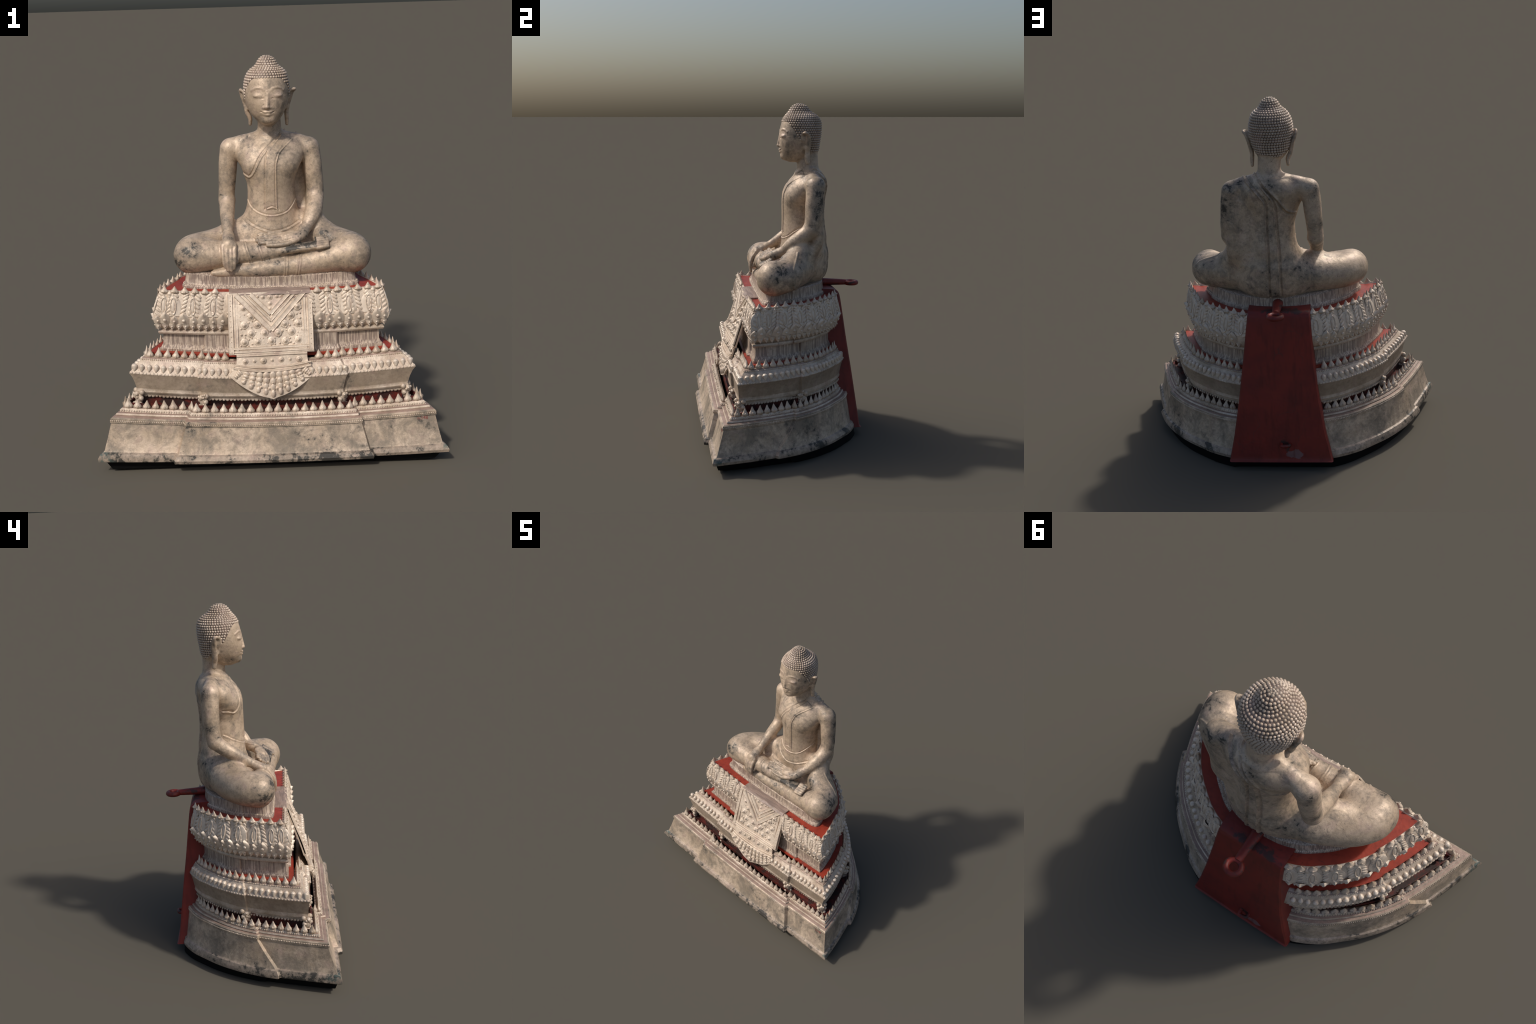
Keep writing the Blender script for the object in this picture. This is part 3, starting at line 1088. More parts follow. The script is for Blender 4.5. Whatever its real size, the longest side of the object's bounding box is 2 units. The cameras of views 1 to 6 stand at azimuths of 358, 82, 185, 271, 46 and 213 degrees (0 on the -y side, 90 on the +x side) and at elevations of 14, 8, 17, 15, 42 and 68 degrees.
def ball(part, c, r, k=.02, rot=None, op="add"):
    c, r = np.asarray(c, float), np.asarray(r, float) * np.ones(3)
    M = np.eye(3) if rot is None else np.array(rot)

    def fn(X):
        q = (X - c) @ M.T
        k0 = np.sqrt(((q / r) ** 2).sum(1))
        k1 = np.sqrt(((q / (r * r)) ** 2).sum(1)) + 1e-9
        return k0 * (k0 - 1) / k1
    m = r.max()
    PR.append(Prim(part, k, c - m, c + m, fn, op))


def stack(part, rows, k=.02, power=2.2):
    """rows: z, cx, rx, y_front, y_back -> super-elliptic cross sections piled up in z"""
    Rw = np.asarray(rows, float)
    S = catmull(Rw, 8)
    S = S[np.argsort(S[:, 0])]

    def fn(X):
        z = np.clip(X[:, 2], S[0, 0], S[-1, 0])
        cx, rx, yf, yb = [np.interp(z, S[:, 0], S[:, i]) for i in (1, 2, 3, 4)]
        cy, ry = (yf + yb) / 2, np.maximum((yb - yf) / 2, .004)
        rx = np.maximum(rx, .004)
        dx, dy = (X[:, 0] - cx), (X[:, 1] - cy)
        g = ((np.abs(dx) / rx) ** power + (np.abs(dy) / ry) ** power + 1e-12)
        rad = np.sqrt(dx * dx + dy * dy)
        k0 = g ** (1 / power)
        d = rad * (1 - 1 / np.maximum(k0, 1e-3))
        d = np.where(k0 < .3, -.3 * np.minimum(rx, ry), d)
        dz = np.maximum(X[:, 2] - S[-1, 0], S[0, 0] - X[:, 2])
        return np.where(dz > 0, np.sqrt(np.maximum(d, 0) ** 2 + dz ** 2), np.maximum(d, dz))
    lo = (S[:, 1] - S[:, 2]).min(), S[:, 3].min(), S[0, 0]
    hi = (S[:, 1] + S[:, 2]).max(), S[:, 4].max(), S[-1, 0]
    PR.append(Prim(part, k, lo, hi, fn))


# torso and neck
stack("torso", [(.925, .035, .17, .00, .262), (.96, .036, .20, .00, .280), (1.0, .038, .205, .00, .291), (1.05, .038, .20, .00, .294),
                (1.10, .040, .185, .005, .294), (1.15, .042, .158, .015, .283), (1.20, .046, .137, .018, .281), (1.25, .047, .128, .021, .273),
                (1.30, .045, .124, .022, .268), (1.34, .044, .125, .022, .267), (1.38, .043, .137, .022, .268), (1.42, .044, .150, .022, .271),
                (1.46, .044, .170, .027, .276), (1.50, .044, .180, .041, .282), (1.535, .044, .170, .063, .279), (1.565, .044, .135, .088, .267),
                (1.585, .045, .09, .102, .256)], .03, 2.05)
stack("neck", [(1.55, .045, .075, .105, .262), (1.58, .045, .070, .106, .254), (1.61, .046, .064, .108, .243), (1.64, .046, .061, .110, .238),
               (1.68, .044, .061, .112, .236), (1.73, .04, .06, .12, .235)], .03, 2.0)
# shoulders
sweep("torso", [(-.02, .185, 1.562, .042), (-.09, .188, 1.552, .041), (-.160, .193, 1.527, .047)], .03)
sweep("torso", [(.11, .185, 1.562, .042), (.18, .186, 1.550, .043), (.247, .186, 1.520, .049)], .03)
# chest swell on the bare side
ball("torso", (-.035, .092, 1.440), (.065, .05, .052), .03)
ball("torso", (.115, .092, 1.440), (.065, .05, .055), .03)
# bare right arm
sweep("arm", [(-.163, .193, 1.515, .054), (-.175, .194, 1.46, .050), (-.180, .194, 1.40, .048), (-.186, .191, 1.33, .045), (-.190, .186, 1.275, .043),
              (-.191, .180, 1.250, .043)], .018)
sweep("arm", [(-.187, .178, 1.245, .042), (-.190, .125, 1.205, .040), (-.191, .06, 1.167, .035), (-.190, .0, 1.128, .028), (-.189, -.045, 1.102, .024)], .012)
# right hand over the shin
sweep("hand", [(-.189, -.045, 1.102, .025), (-.189, -.078, 1.088, .027), (-.188, -.110, 1.065, .022)], .012, squash=(1.25, 1, 1))
ball("hand", (-.188, -.110, 1.062), (.041, .026, .040), .012)
for i, (dx, tip, rr) in enumerate([(-.030, .965, .0105), (-.010, .950, .0112), (.010, .948, .0112), (.029, .958, .0105)]):
    sweep("hand", [(-.188 + dx * 1.05, -.118, 1.072, rr), (-.188 + dx, -.142, 1.032, rr), (-.187 + dx * .9, -.150, .990, rr * .95),
                   (-.186 + dx * .75, -.147, tip, rr * .75)], .005, 5)
sweep("hand", [(-.160, -.080, 1.075, .012), (-.147, -.105, 1.045, .012), (-.145, -.126, 1.010, .010), (-.150, -.134, .985, .008)], .006, 5)
# draped left arm
sweep("arm", [(.252, .184, 1.508, .055), (.264, .178, 1.45, .052), (.270, .172, 1.39, .050), (.278, .165, 1.31, .047), (.277, .155, 1.262, .046)], .018)
sweep("arm", [(.276, .153, 1.255, .046), (.268, .10, 1.212, .046), (.250, .048, 1.170, .042), (.225, .012, 1.135, .032), (.205, -.012, 1.115, .026)], .014)
# robe sheet joining the left arm to the back
sweep("robe", [(.235, .208, 1.48, .030), (.238, .208, 1.40, .030), (.245, .206, 1.28, .034), (.235, .195, 1.18, .048), (.22, .15, 1.10, .06)], .02, squash=(1.25, .8, 1))
sweep("robe", [(.205, .215, 1.46, .022), (.21, .216, 1.38, .022), (.215, .214, 1.28, .026), (.21, .198, 1.18, .04)], .02, squash=(1.6, .8, 1))
sweep("robe", [(.16, .216, 1.49, .030), (.15, .216, 1.36, .030), (.165, .212, 1.22, .040), (.16, .20, 1.12, .06)], .02, squash=(1.2, .8, 1))
sweep("robe", [(.275, .10, 1.150, .042), (.288, .055, 1.11, .042), (.30, .01, 1.08, .042)], .02)
# left hand lying in the lap
sweep("hand", [(.205, -.014, 1.120, .029), (.192, -.050, 1.102, .030), (.160, -.072, 1.090, .027), (.11, -.080, 1.084, .022)], .010)
ball("hand", (.135, -.066, 1.095), (.062, .034, .020), .010, rot=[[1, 0, 0], [0, .8, .6], [0, -.6, .8]])
for i, w in enumerate((-1.5, -.5, .5, 1.5)):
    y0, z0 = -.070 + .0150 * w, 1.089 + .0115 * w
    sweep("hand", [(.115, y0, z0, .0112), (.06, y0 - .003, z0 + .003, .0110), (.005, y0 - .006, z0 + .002, .0102), (-.048 + abs(w) * .010, y0 - .006, z0, .0080)], .002, 4)
sweep("hand", [(.165, -.090, 1.085, .014), (.115, -.108, 1.069, .013), (.06, -.113, 1.063, .011), (.01, -.111, 1.063, .009)], .003, 4)
# legs: right thigh and knee, right shin on top, left thigh, left shin beneath
sweep("leg", [(.00, .150, 1.030, .115), (-.12, .138, 1.030, .106), (-.235, .100, 1.018, .096), (-.322, .047, 1.014, .094), (-.369, -.012, 1.013, .096),
              (-.376, -.050, 1.010, .096)], .03)
sweep("leg", [(.08, .150, 1.030, .115), (.19, .114, 1.034, .100), (.29, .070, 1.026, .091), (.372, .021, 1.021, .091), (.430, -.035, 1.008, .096),
              (.440, -.085, 1.004, .100)], .03)
sweep("leg", [(-.376, -.053, 1.010, .095), (-.30, -.062, 1.012, .082), (-.21, -.066, 1.014, .068), (-.10, -.070, 1.018, .056), (.0, -.074, 1.020, .047),
              (.08, -.076, 1.028, .039)], .008)
sweep("leg", [(.438, -.090, 1.000, .099), (.36, -.092, .988, .080), (.25, -.090, .966, .065), (.13, -.090, .948, .053), (.0, -.094, .938, .045),
              (-.10, -.098, .934, .038), (-.17, -.100, .933, .030)], .008)
# flanks sloping from the hips down to the knees
sweep("leg", [(.20, .13, 1.125, .062), (.285, .09, 1.105, .058), (.345, .03, 1.060, .052), (.39, -.02, 1.04, .05)], .03)
sweep("leg", [(-.10, .12, 1.105, .060), (-.19, .085, 1.085, .055), (-.27, .03, 1.060, .052), (-.32, -.02, 1.04, .05)], .03)
# feet
sweep("foot", [(.08, -.078, 1.030, .036), (.15, -.088, 1.038, .033), (.23, -.100, 1.048, .030), (.275, -.108, 1.055, .028)], .008, squash=(1, 1.3, .75))
for i in range(5):
    y0, z0 = -.142 + .0140 * i, 1.050 + .0080 * i
    sweep("foot", [(.262, y0, z0, .012), (.292, y0, z0 + .003, .0115), (.314, y0, z0 + .006, .0095)], .004, 4)
sweep("foot", [(-.16, -.101, .933, .031), (-.21, -.106, .928, .026), (-.25, -.110, .926, .020), (-.272, -.112, .927, .014)], .010)
# lap cloth
ball("lap", (.035, .03, .975), (.29, .11, .086), .02)
ball("lap", (.035, -.01, .965), (.33, .095, .060), .02)
sweep("lap", [(-.31, .0, .955, .04), (-.18, .075, .945, .04), (.035, .15, .94, .045), (.24, .075, .945, .04), (.38, .0, .95, .04)], .03, squash=(1, 1.3, .7))
# head
HC = .034
stack("head", [(1.648, HC + .004, .022, .065, .125), (1.660, HC + .003, .042, .037, .16), (1.675, HC + .002, .059, .022, .20), (1.695, HC + .001, .076, .012, .225),
               (1.722, HC, .092, .004, .241), (1.77, HC, .109, .001, .248), (1.82, HC, .116, .004, .255), (1.86, HC, .114, .011, .257),
               (1.89, HC, .107, .019, .254), (1.912, HC + .002, .098, .029, .243), (1.930, HC + .002, .083, .042, .224), (1.942, HC + .002, .066, .053, .205),
               (1.955, HC + .003, .054, .062, .190), (1.97, HC + .003, .046, .072, .178), (1.985, HC + .003, .034, .086, .164), (1.996, HC + .003, .015, .108, .140)], .012, 2.1)
# nose, brow ridges, eyelids, lips, chin
sweep("head", [(HC, .013, 1.824, .007), (HC - .002, .0045, 1.79, .0075), (HC - .004, .001, 1.765, .010), (HC - .006, .000, 1.751, .0108)], .010)
ball("head", (HC - .006, .000, 1.7495), (.0125, .0115, .009), .006)
for s in (-1, 1):
    ball("head", (HC - .005 + s * .0155, .009, 1.7465), (.0095, .010, .0075), .006)
    sweep("head", [(HC + s * .008, .013, 1.822, .004), (HC + s * .028, .0135, 1.841, .0042), (HC + s * .055, .0215, 1.844, .0042), (HC + s * .080, .039, 1.830, .003)], .008)
    ball("head", (HC + s * .046, .0245, 1.805), (.027, .018, .013), .008)
    sweep("head", [(HC + s * .024, .0035, 1.793, .0036), (HC + s * .045, .0030, 1.788, .0042), (HC + s * .072, .017, 1.796, .0036)], .003, op="cut")
sweep("head", [(HC - .036, .020, 1.729, .004), (HC - .018, .0065, 1.724, .0060), (HC - .003, .005, 1.7245, .0058), (HC + .012, .0065, 1.724, .0060), (HC + .032, .019, 1.729, .004)], .005)
sweep("head", [(HC - .026, .015, 1.7145, .005), (HC - .003, .0075, 1.7105, .0072), (HC + .022, .015, 1.7145, .005)], .005)
sweep("head", [(HC - .039, .016, 1.728, .002), (HC - .018, .000, 1.7185, .0022), (HC - .003, -.002, 1.7175, .0022), (HC + .012, .000, 1.7185, .0022), (HC + .035, .016, 1.728, .002)], .003, op="cut")
ball("head", (HC, .032, 1.683), (.030, .022, .020), .02)
# ears: tall thin shells with long lobes
for s, top, bot in ((-1, (-.100, .146, 1.826), (-.054, .165, 1.648)), (1, (.180, .139, 1.825), (.137, .159, 1.645))):
    m = HC + s * .106
    sweep("ear", [(m, .120, 1.792, .006), (m + s * .014, .128, 1.818, .008), (top[0], top[1], top[2], .0085), (m + s * .024, .160, 1.806, .008),
                  (m + s * .012, .164, 1.775, .011), (m + s * .003, .158, 1.74, .013), (m - s * .004, .157, 1.71, .0135),
                  (bot[0], bot[1] - .004, 1.68, .0135), (bot[0], bot[1], bot[2] + .002, .0105)], .006, 5, squash=(.85, 1.2, 1))
    ball("ear", (m + s * .006, .140, 1.795), (.010, .026, .030), .008)
    sweep("ear", [(m + s * .020, .150, 1.816, .010), (m + s * .012, .152, 1.795, .014), (m + s * .004, .152, 1.765, .012)], .006, squash=(1.3, .7, 1))
    sweep("ear", [(m - s * .004, .135, 1.765, .010), (m - s * .010, .142, 1.735, .011)], .008)

# raised edges and grooves of the robe, as curves in front (x, z) and behind
FRONT_LINES = [
    (.0030, .0032, [(.013, 1.225), (.013, 1.306), (.016, 1.406), (.020, 1.464), (.032, 1.519), (.072, 1.562), (.104, 1.592)]),
    (.0030, .0032, [(.068, 1.225), (.068, 1.304), (.069, 1.404), (.071, 1.457), (.088, 1.508), (.125, 1.543), (.167, 1.572), (.189, 1.594)]),
    (.0042, .0042, [(-.098, 1.396), (-.088, 1.390), (-.071, 1.384), (-.051, 1.403), (-.027, 1.451), (-.001, 1.497), (.041, 1.539), (.083, 1.575), (.109, 1.596)]),
    (.0030, .0030, [(.010, 1.218), (.026, 1.226), (.043, 1.232), (.056, 1.226), (.071, 1.218)]),
    (.0030, .0030, [(-.085, 1.262), (-.066, 1.225), (-.017, 1.196), (.047, 1.186), (.117, 1.199), (.152, 1.228), (.175, 1.258)]),
    (.0036, .0030, [(-.112, 1.170), (-.069, 1.139), (.005, 1.109), (.055, 1.102), (.13, 1.117), (.188, 1.142)])]
BACK_LINES = [
    (.0048, .0080, [(.067, .945), (.068, 1.201), (.072, 1.311), (.069, 1.441), (.088, 1.486), (.135, 1.54), (.167, 1.571), (.186, 1.598)]),
    (.0048, .0080, [(.004, .945), (.010, 1.2), (.018, 1.31), (.023, 1.446), (.037, 1.488), (.076, 1.539), (.113, 1.59), (.134, 1.622)]),
    (.0052, .0075, [(.123, 1.616), (.086, 1.577), (.044, 1.533), (.002, 1.484), (-.028, 1.439), (-.054, 1.41), (-.10, 1.390)])]


def curve_dist(X, Z, C):
    C = catmull(C, 3)
    d = np.full(len(X), 9.)
    sg = np.zeros(len(X))
    for a, b in zip(C[:-1], C[1:]):
        ab = b - a
        t = np.clip(((X - a[0]) * ab[0] + (Z - a[1]) * ab[1]) / (ab @ ab), 0, 1)
        ux, uz = X - a[0] - t * ab[0], Z - a[1] - t * ab[1]
        e = np.hypot(ux, uz)
        side = np.sign(ab[0] * uz - ab[1] * ux)
        sg = np.where(e < d, side, sg)
        d = np.minimum(d, e)
    return d, sg


def relief(P):
    """height of ridges laid on the figure"""
    h = np.zeros(len(P))
    for lines, m in ((FRONT_LINES, (P[:, 1] < .135) & (P[:, 2] > 1.08) & (P[:, 2] < 1.62) & (P[:, 0] > -.12) & (P[:, 0] < .21)),
                     (BACK_LINES, (P[:, 1] > .19) & (P[:, 2] > .93) & (P[:, 2] < 1.63) & (P[:, 0] > -.12) & (P[:, 0] < .21))):
        idx = np.where(m)[0]
        if not len(idx):
            continue
        X, Z = P[idx, 0], P[idx, 2]
        for w, amp, C in lines:
            lo, hi = np.min(C, 0) - .03, np.max(C, 0) + .03
            sub = np.where((X > lo[0]) & (X < hi[0]) & (Z > lo[1]) & (Z < hi[1]))[0]
            if not len(sub):
                continue
            d, s = curve_dist(X[sub], Z[sub], C)
            h[idx[sub]] += amp * np.exp(-(d / w) ** 2) - .95 * amp * np.exp(-((d - 2.2 * w) / (.9 * w)) ** 2) * (s > 0)
    def between(P_, L, R, z0, z1):
        z = np.clip(P_[:, 2], z0, z1)
        xl, xr = [np.interp(z, [q[1] for q in C], [q[0] for q in C]) for C in (L, R)]
        e = .0035
        m = np.clip((P_[:, 0] - xl) / e + .5, 0, 1) * np.clip((xr - P_[:, 0]) / e + .5, 0, 1)
        return m * np.clip((P_[:, 2] - z0) / .004, 0, 1) * np.clip((z1 - P_[:, 2]) / .02, 0, 1)
    front = (P[:, 1] < .135) & (P[:, 2] > 1.2) & (P[:, 2] < 1.62) & (P[:, 0] > -.02) & (P[:, 0] < .2)
    back = (P[:, 1] > .19) & (P[:, 2] > .93) & (P[:, 2] < 1.63) & (P[:, 0] > -.02) & (P[:, 0] < .2)
    for m, lines, z0, z1 in ((front, (FRONT_LINES[0][2], FRONT_LINES[1][2]), 1.222, 1.60), (back, (BACK_LINES[1][2], BACK_LINES[0][2]), .945, 1.60)):
        k = np.where(m)[0]
        if len(k):
            h[k] += .0035 * between(P[k], lines[0], lines[1], z0, z1)
    # anklets / robe hems round the shins and the thigh hem near the left knee
    fr = np.where((P[:, 1] < -.03) & (P[:, 2] < 1.10) & (P[:, 2] > .9))[0]
    if len(fr):
        X, Y, Z = P[fr].T
        for x0, sl, zlo, zhi in ((-.100, -.30, 1.0, 1.1), (-.035, -.30, 1.0, 1.1), (.10, .06, .9, .998), (.165, .14, .9, 1.01)):
            xc = x0 + sl * (Z - (zlo + zhi) / 2)
            lim = np.interp(X, [-.22, 0, .3], [.955, .985, 1.035])
            ok = (Z > lim) if sl < 0 else (Z < lim - .002)
            h[fr] += np.where(ok, .0035 * (np.exp(-((X - xc - .006) / .004) ** 2) + np.exp(-((X - xc + .006) / .004) ** 2)), 0)
    lk = np.where((P[:, 0] > .25) & (P[:, 2] < 1.14))[0]
    if len(lk):
        X, Y, Z = P[lk].T
        d = np.abs(Y - (.062 - .30 * np.clip(X - .36, -.2, .2)))
        h[lk] += np.where(Y > -.02, .0035 * np.exp(-(d / .006) ** 2), 0)
    return h


def field(P, parts=False):
    P = np.asarray(P, float)
    D = np.full(len(P), .5)
    lab = {}
    for pr in PR:
        idx = np.where(((P > pr.lo) & (P < pr.hi)).all(1))[0]
        if not len(idx):
            continue
        d = pr.fn(P[idx])
        if pr.op == "cut":
            D[idx] = -smin(-D[idx], d, pr.k)
            continue
        if parts:
            a = lab.setdefault(pr.part, np.full(len(P), .5))
            a[idx] = np.minimum(a[idx], d)
        D[idx] = smin(D[idx], d, pr.k)
    near = np.where(np.abs(D) < .02)[0]
    if len(near):
        D[near] -= relief(P[near])
    return (D, lab) if parts else D


def axis(segs):
    out = [segs[0][0]]
    for a, b, h in segs:
        n = int(round((b - a) / h))
        out += list(a + (b - a) * (np.arange(n) + 1) / n)
    return np.array(out)


def pad4(a):
    h = a[-1] - a[-2]
    while (len(a) - 1) % 4:
        a = np.r_[a, a[-1] + h]
    return a


def surface_nets(ax, ay, az):
    ax, ay, az = pad4(ax), pad4(ay), pad4(az)
    nx, ny, nz = len(ax), len(ay), len(az)
    cx, cy, cz = ax[::4], ay[::4], az[::4]
    G = np.stack(np.meshgrid(cx, cy, cz, indexing="ij"), -1).reshape(-1, 3)
    Dc = field(G).reshape(len(cx), len(cy), len(cz))
    near = np.abs(Dc) < .019
    act = np.zeros(tuple(s - 1 for s in Dc.shape), bool)
    for i in (0, 1):
        for j in (0, 1):
            for k in (0, 1):
                act |= near[i:i + act.shape[0], j:j + act.shape[1], k:k + act.shape[2]]
    D = np.ones((nx, ny, nz), np.float32)
    up = np.repeat(np.repeat(np.repeat(np.sign(Dc[:-1, :-1, :-1]), 4, 0), 4, 1), 4, 2)
    D[:-1, :-1, :-1] = up * .05
    m = np.zeros((nx, ny, nz), bool)
    fa = np.repeat(np.repeat(np.repeat(act, 4, 0), 4, 1), 4, 2)
    for i in (0, 1):
        for j in (0, 1):
            for k in (0, 1):
                m[i:i + fa.shape[0], j:j + fa.shape[1], k:k + fa.shape[2]] |= fa
    I = np.argwhere(m)
    val = np.empty(len(I), np.float32)
    for s in range(0, len(I), 400000):
        q = I[s:s + 400000]
        val[s:s + 400000] = field(np.stack([ax[q[:, 0]], ay[q[:, 1]], az[q[:, 2]]], 1))
    D[m] = val
    neg = D < 0
    cnt = np.zeros((nx - 1, ny - 1, nz - 1), np.int8)
    for i in (0, 1):
        for j in (0, 1):
            for k in (0, 1):
                cnt += neg[i:nx - 1 + i, j:ny - 1 + j, k:nz - 1 + k]
    cells = np.argwhere((cnt > 0) & (cnt < 8))
    vid = np.full(cnt.shape, -1, np.int64)
    vid[tuple(cells.T)] = np.arange(len(cells))
    acc = np.zeros((len(cells), 3))
    num = np.zeros(len(cells))
    corners = [(i, j, k) for i in (0, 1) for j in (0, 1) for k in (0, 1)]
    AX = (ax, ay, az)
    for a in corners:
        for d in range(3):
            if a[d]:
                continue
            b = list(a)
            b[d] = 1
            ia, ib = cells + a, cells + b
            va, vb = D[tuple(ia.T)], D[tuple(ib.T)]
            c = (va < 0) != (vb < 0)
            t = np.where(c, va / np.where(c, va - vb, 1), 0)
            pa = np.stack([AX[e][ia[:, e]] for e in range(3)], 1)
            pb = np.stack([AX[e][ib[:, e]] for e in range(3)], 1)
            acc += np.where(c[:, None], pa + t[:, None] * (pb - pa), 0)
            num += c
    V = acc / num[:, None]
    F = []
    for d in range(3):
        e, f = [(1, 2), (2, 0), (0, 1)][d]
        sa = [slice(None)] * 3
        sb = [slice(None)] * 3
        sa[d], sb[d] = slice(0, -1), slice(1, None)
        ch = np.argwhere(neg[tuple(sa)] != neg[tuple(sb)])
        ch = ch[(ch[:, e] > 0) & (ch[:, f] > 0) & (ch[:, e] < D.shape[e] - 1) & (ch[:, f] < D.shape[f] - 1)]
        o = np.zeros(3, int)
        ids = []
        for de, df in ((1, 1), (0, 1), (0, 0), (1, 0)):
            q = ch.copy()
            q[:, e] -= de
            q[:, f] -= df
            ids.append(vid[tuple(q.T)])
        Q = np.stack(ids, 1)
        inside = neg[tuple(ch.T)]
        Q[~inside] = Q[~inside][:, ::-1]
        F.append(Q)
    F = np.concatenate(F)
    F = F[(F >= 0).all(1)]
    return V, F


def settle(P):
    """one Newton step onto the surface"""
    e = .0012
    d = field(P)
    g = np.stack([(field(P + o) - d) / e for o in np.eye(3) * e], 1)
    return P - g * np.clip(d, -.003, .003)[:, None] / np.maximum((g * g).sum(1), .25)[:, None]


gx = axis([(-.50, -.14, .0036), (-.14, .21, .0022), (.21, .57, .0036)])
gy = axis([(-.235, -.03, .0034), (-.03, .07, .0022), (.07, .32, .0034)])
gz = axis([(.895, 1.62, .0034), (1.62, 2.015, .0021)])
BV, BF = surface_nets(gx, gy, gz)
BV = settle(BV)
# even the vertices out a little within the surface
for step in range(2):
    acc = np.zeros_like(BV)
    num = np.zeros(len(BV))
    for a, b in ((0, 1), (1, 2), (2, 3), (3, 0)):
        for p, q in ((a, b), (b, a)):
            for c in range(3):
                acc[:, c] += np.bincount(BF[:, p], BV[BF[:, q], c], len(BV))
            num += np.bincount(BF[:, p], None, len(BV))
    BV = BV * .4 + .6 * acc / num[:, None]
    if step == 0:
        BV = settle(BV)
# vertex normals
fn = np.cross(BV[BF[:, 2]] - BV[BF[:, 0]], BV[BF[:, 3]] - BV[BF[:, 1]])
BN = np.zeros_like(BV)
for k in range(4):
    np.add.at(BN, BF[:, k], fn)
BN /= np.linalg.norm(BN, axis=1)[:, None] + 1e-12
# split into anatomical parts
FC = BV[BF].mean(1)
_, lab = field(FC, True)
names = list(lab)
which = np.array([lab[n] for n in names]).argmin(0)
FIG = ROOT
PARTNAME = dict(torso="torso", neck="neck", arm="arm", hand="hand", robe="draped_robe", leg="leg", foot="foot", lap="lap_cloth", head="head", ear="ear")


def is_hair(P):
    """scalp region: above a hairline that runs brow - temple - nape"""
    y = P[:, 1]
    zmin = np.interp(y, [.0, .021, .042, .050, .060, .078, .095, .113, .128, .150, .168, .205, .245], [1.905, 1.893, 1.889, 1.882, 1.868, 1.836, 1.806, 1.784, 1.778, 1.775, 1.730, 1.700, 1.688])
    return P[:, 2] > zmin


hair = is_hair(FC)
for i, nme in enumerate(names):
    sel = which == i
    groups = [(PARTNAME[nme], sel)]
    if nme == "foot":
        up_ = BN[BF].mean(1)
        sole = sel & (FC[:, 0] > .10) & (FC[:, 0] < .258) & (up_[:, 2] > .15)
        sel = sel & ~sole
        groups = [("foot_sole", sole)]
    if nme == "head":
        groups = [("head", sel & ~hair), ("hair_cap", sel & hair)]
    if nme in ("arm", "hand", "leg", "foot", "ear"):
        xm = {"arm": .04, "hand": -.1, "leg": .035, "foot": 0, "ear": HC}[nme]
        groups = [g for g in groups if g[0] == "foot_sole"] + [(PARTNAME[nme], sel & (FC[:, 0] < xm)), (PARTNAME[nme], sel & (FC[:, 0] >= xm))]
    for nm, s in groups:
        if not s.any():
            continue
        f = BF[s]
        u, inv = np.unique(f, return_inverse=True)
        add_mesh(nm, BV[u], inv.reshape(-1, 4), {"hair_cap": M_SCALP, "foot_sole": M_SOLE}.get(nm, M_BODY), FIG, True, None, BN[u])

# snail curls, row by row over the scalp
HEADFN = [p for p in PR if p.part == "head"][0].fn
curl = ring_loft([(-.5, .9, .9, 0), (.0, 1.0, 1.0, 0), (.40, .88, .88, 0), (.75, .60, .60, 0), (.95, .25, .25, 0), (1.0, .02, .02, 0)], 8)
curls = Pile()
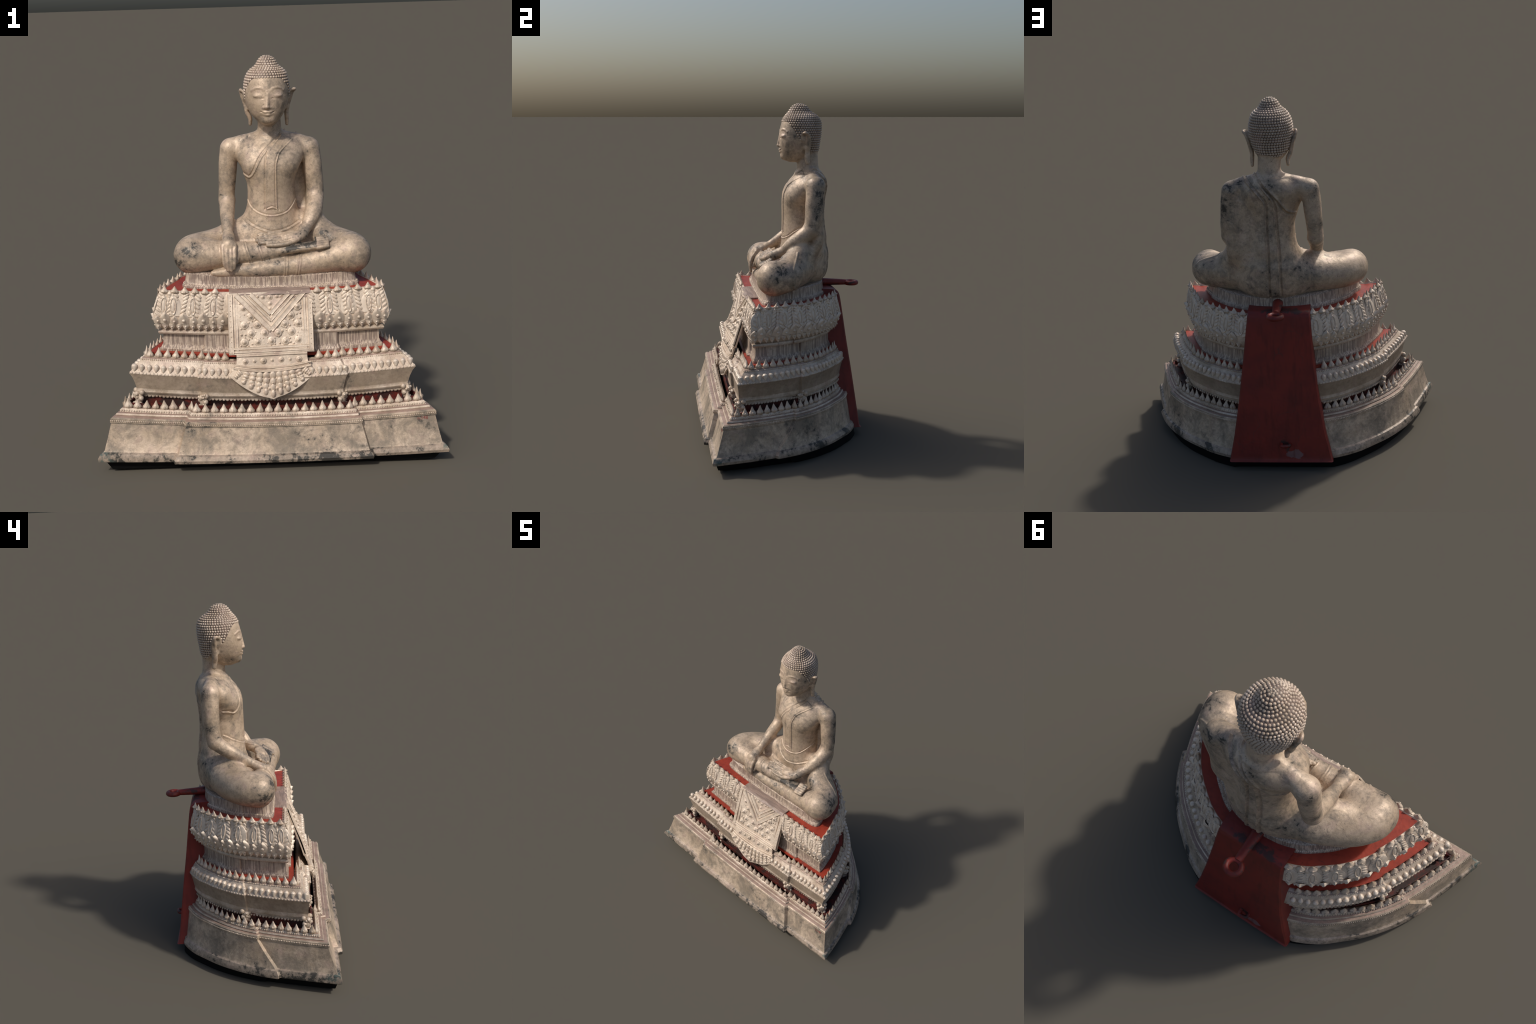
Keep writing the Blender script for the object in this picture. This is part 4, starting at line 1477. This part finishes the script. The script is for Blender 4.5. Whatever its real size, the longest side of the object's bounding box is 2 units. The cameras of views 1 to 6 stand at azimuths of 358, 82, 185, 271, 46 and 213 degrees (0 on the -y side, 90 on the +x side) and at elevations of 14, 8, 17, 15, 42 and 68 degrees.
# rows evenly spaced along the skull's profile (mean radius against height)
SKULL = catmull([(.091, 1.692), (.105, 1.722), (.116, 1.77), (.121, 1.82), (.1185, 1.86), (.112, 1.89), (.1025, 1.912), (.087, 1.930), (.071, 1.942),
                 (.059, 1.955), (.0495, 1.970), (.0365, 1.985), (.0155, 1.9955)], 6)
arc_len = np.linalg.norm(np.diff(SKULL, axis=0), axis=1).sum()
rows_z = resample(SKULL, int(round(arc_len / .0143)) + 1)[:, 1]
for r, z in enumerate(rows_z):
    cy = np.interp(z, [1.69, 1.75, 1.90, 1.95, 2.0], [.150, .135, .135, .125, .123])
    per = np.linspace(0, 2 * math.pi, 240, endpoint=False)
    D_ = np.stack([np.cos(per), np.sin(per), 0 * per], 1)
    lo, hi = np.zeros(240), np.full(240, .2)
    o = np.array([HC + .002, cy, z])
    for _ in range(22):
        m = (lo + hi) / 2
        ins = HEADFN(o + D_ * m[:, None]) < 0
        lo, hi = np.where(ins, m, lo), np.where(ins, hi, m)
    Q = o + D_ * lo[:, None]
    L = np.linalg.norm(np.roll(Q, -1, 0) - Q, axis=1)
    n = max(5, int(round(L.sum() / .0146)))
    cum = np.r_[0, np.cumsum(L)][:-1]
    for k in range(n):
        t = ((k + (.5 if r % 2 else 0)) / n * L.sum()) % L.sum()
        i = int(np.searchsorted(cum, t, side='right') - 1) % 240
        f = (t - cum[i]) / L[i]
        p = Q[i] * (1 - f) + Q[(i + 1) % 240] * f
        if not is_hair(p[None])[0]:
            continue
        e = .002
        g = np.array([HEADFN((p + d)[None])[0] - HEADFN((p - d)[None])[0] for d in np.eye(3) * e])
        g /= np.linalg.norm(g)
        a_ = np.cross((0, 0, 1), g)
        a_ /= np.linalg.norm(a_) + 1e-9
        b_ = np.cross(g, a_)
        w = random.uniform(.92, 1.06)
        curls.add(curl[0], curl[1], p - g * .001, (a_, b_, g), (.0073 * w, .0070 * w, .0058))
for k in range(5):
    an = k * 1.257
    curls.add(curl[0], curl[1], (HC + .003 + .008 * math.cos(an), .124 + .008 * math.sin(an), 1.993), ((1, 0, 0), (0, 1, 0), (0, 0, 1)), (.008, .008, .007))
curls.build("hair_curls", M_CURL, FIG, 60)

# faint red inventory mark on the plinth's front corner
tx = bpy.data.curves.new("painted_mark", "FONT")
tx.body = "n.148"
tx.size = .024
tx.extrude = .0004
to = bpy.data.objects.new("painted_mark", tx)
bpy.context.collection.objects.link(to)
dg = bpy.context.evaluated_depsgraph_get()
me = bpy.data.meshes.new_from_object(to.evaluated_get(dg))
bpy.data.objects.remove(to)
me.name = "painted_mark"
me.materials.append(M_MARK)
mq = SA.q_at_x(.725, 6.75)
p, t, n, u = SA.frame(mq, 6.72)
instance("painted_mark", me, p + n * .0012, t, u, n, THRONE)
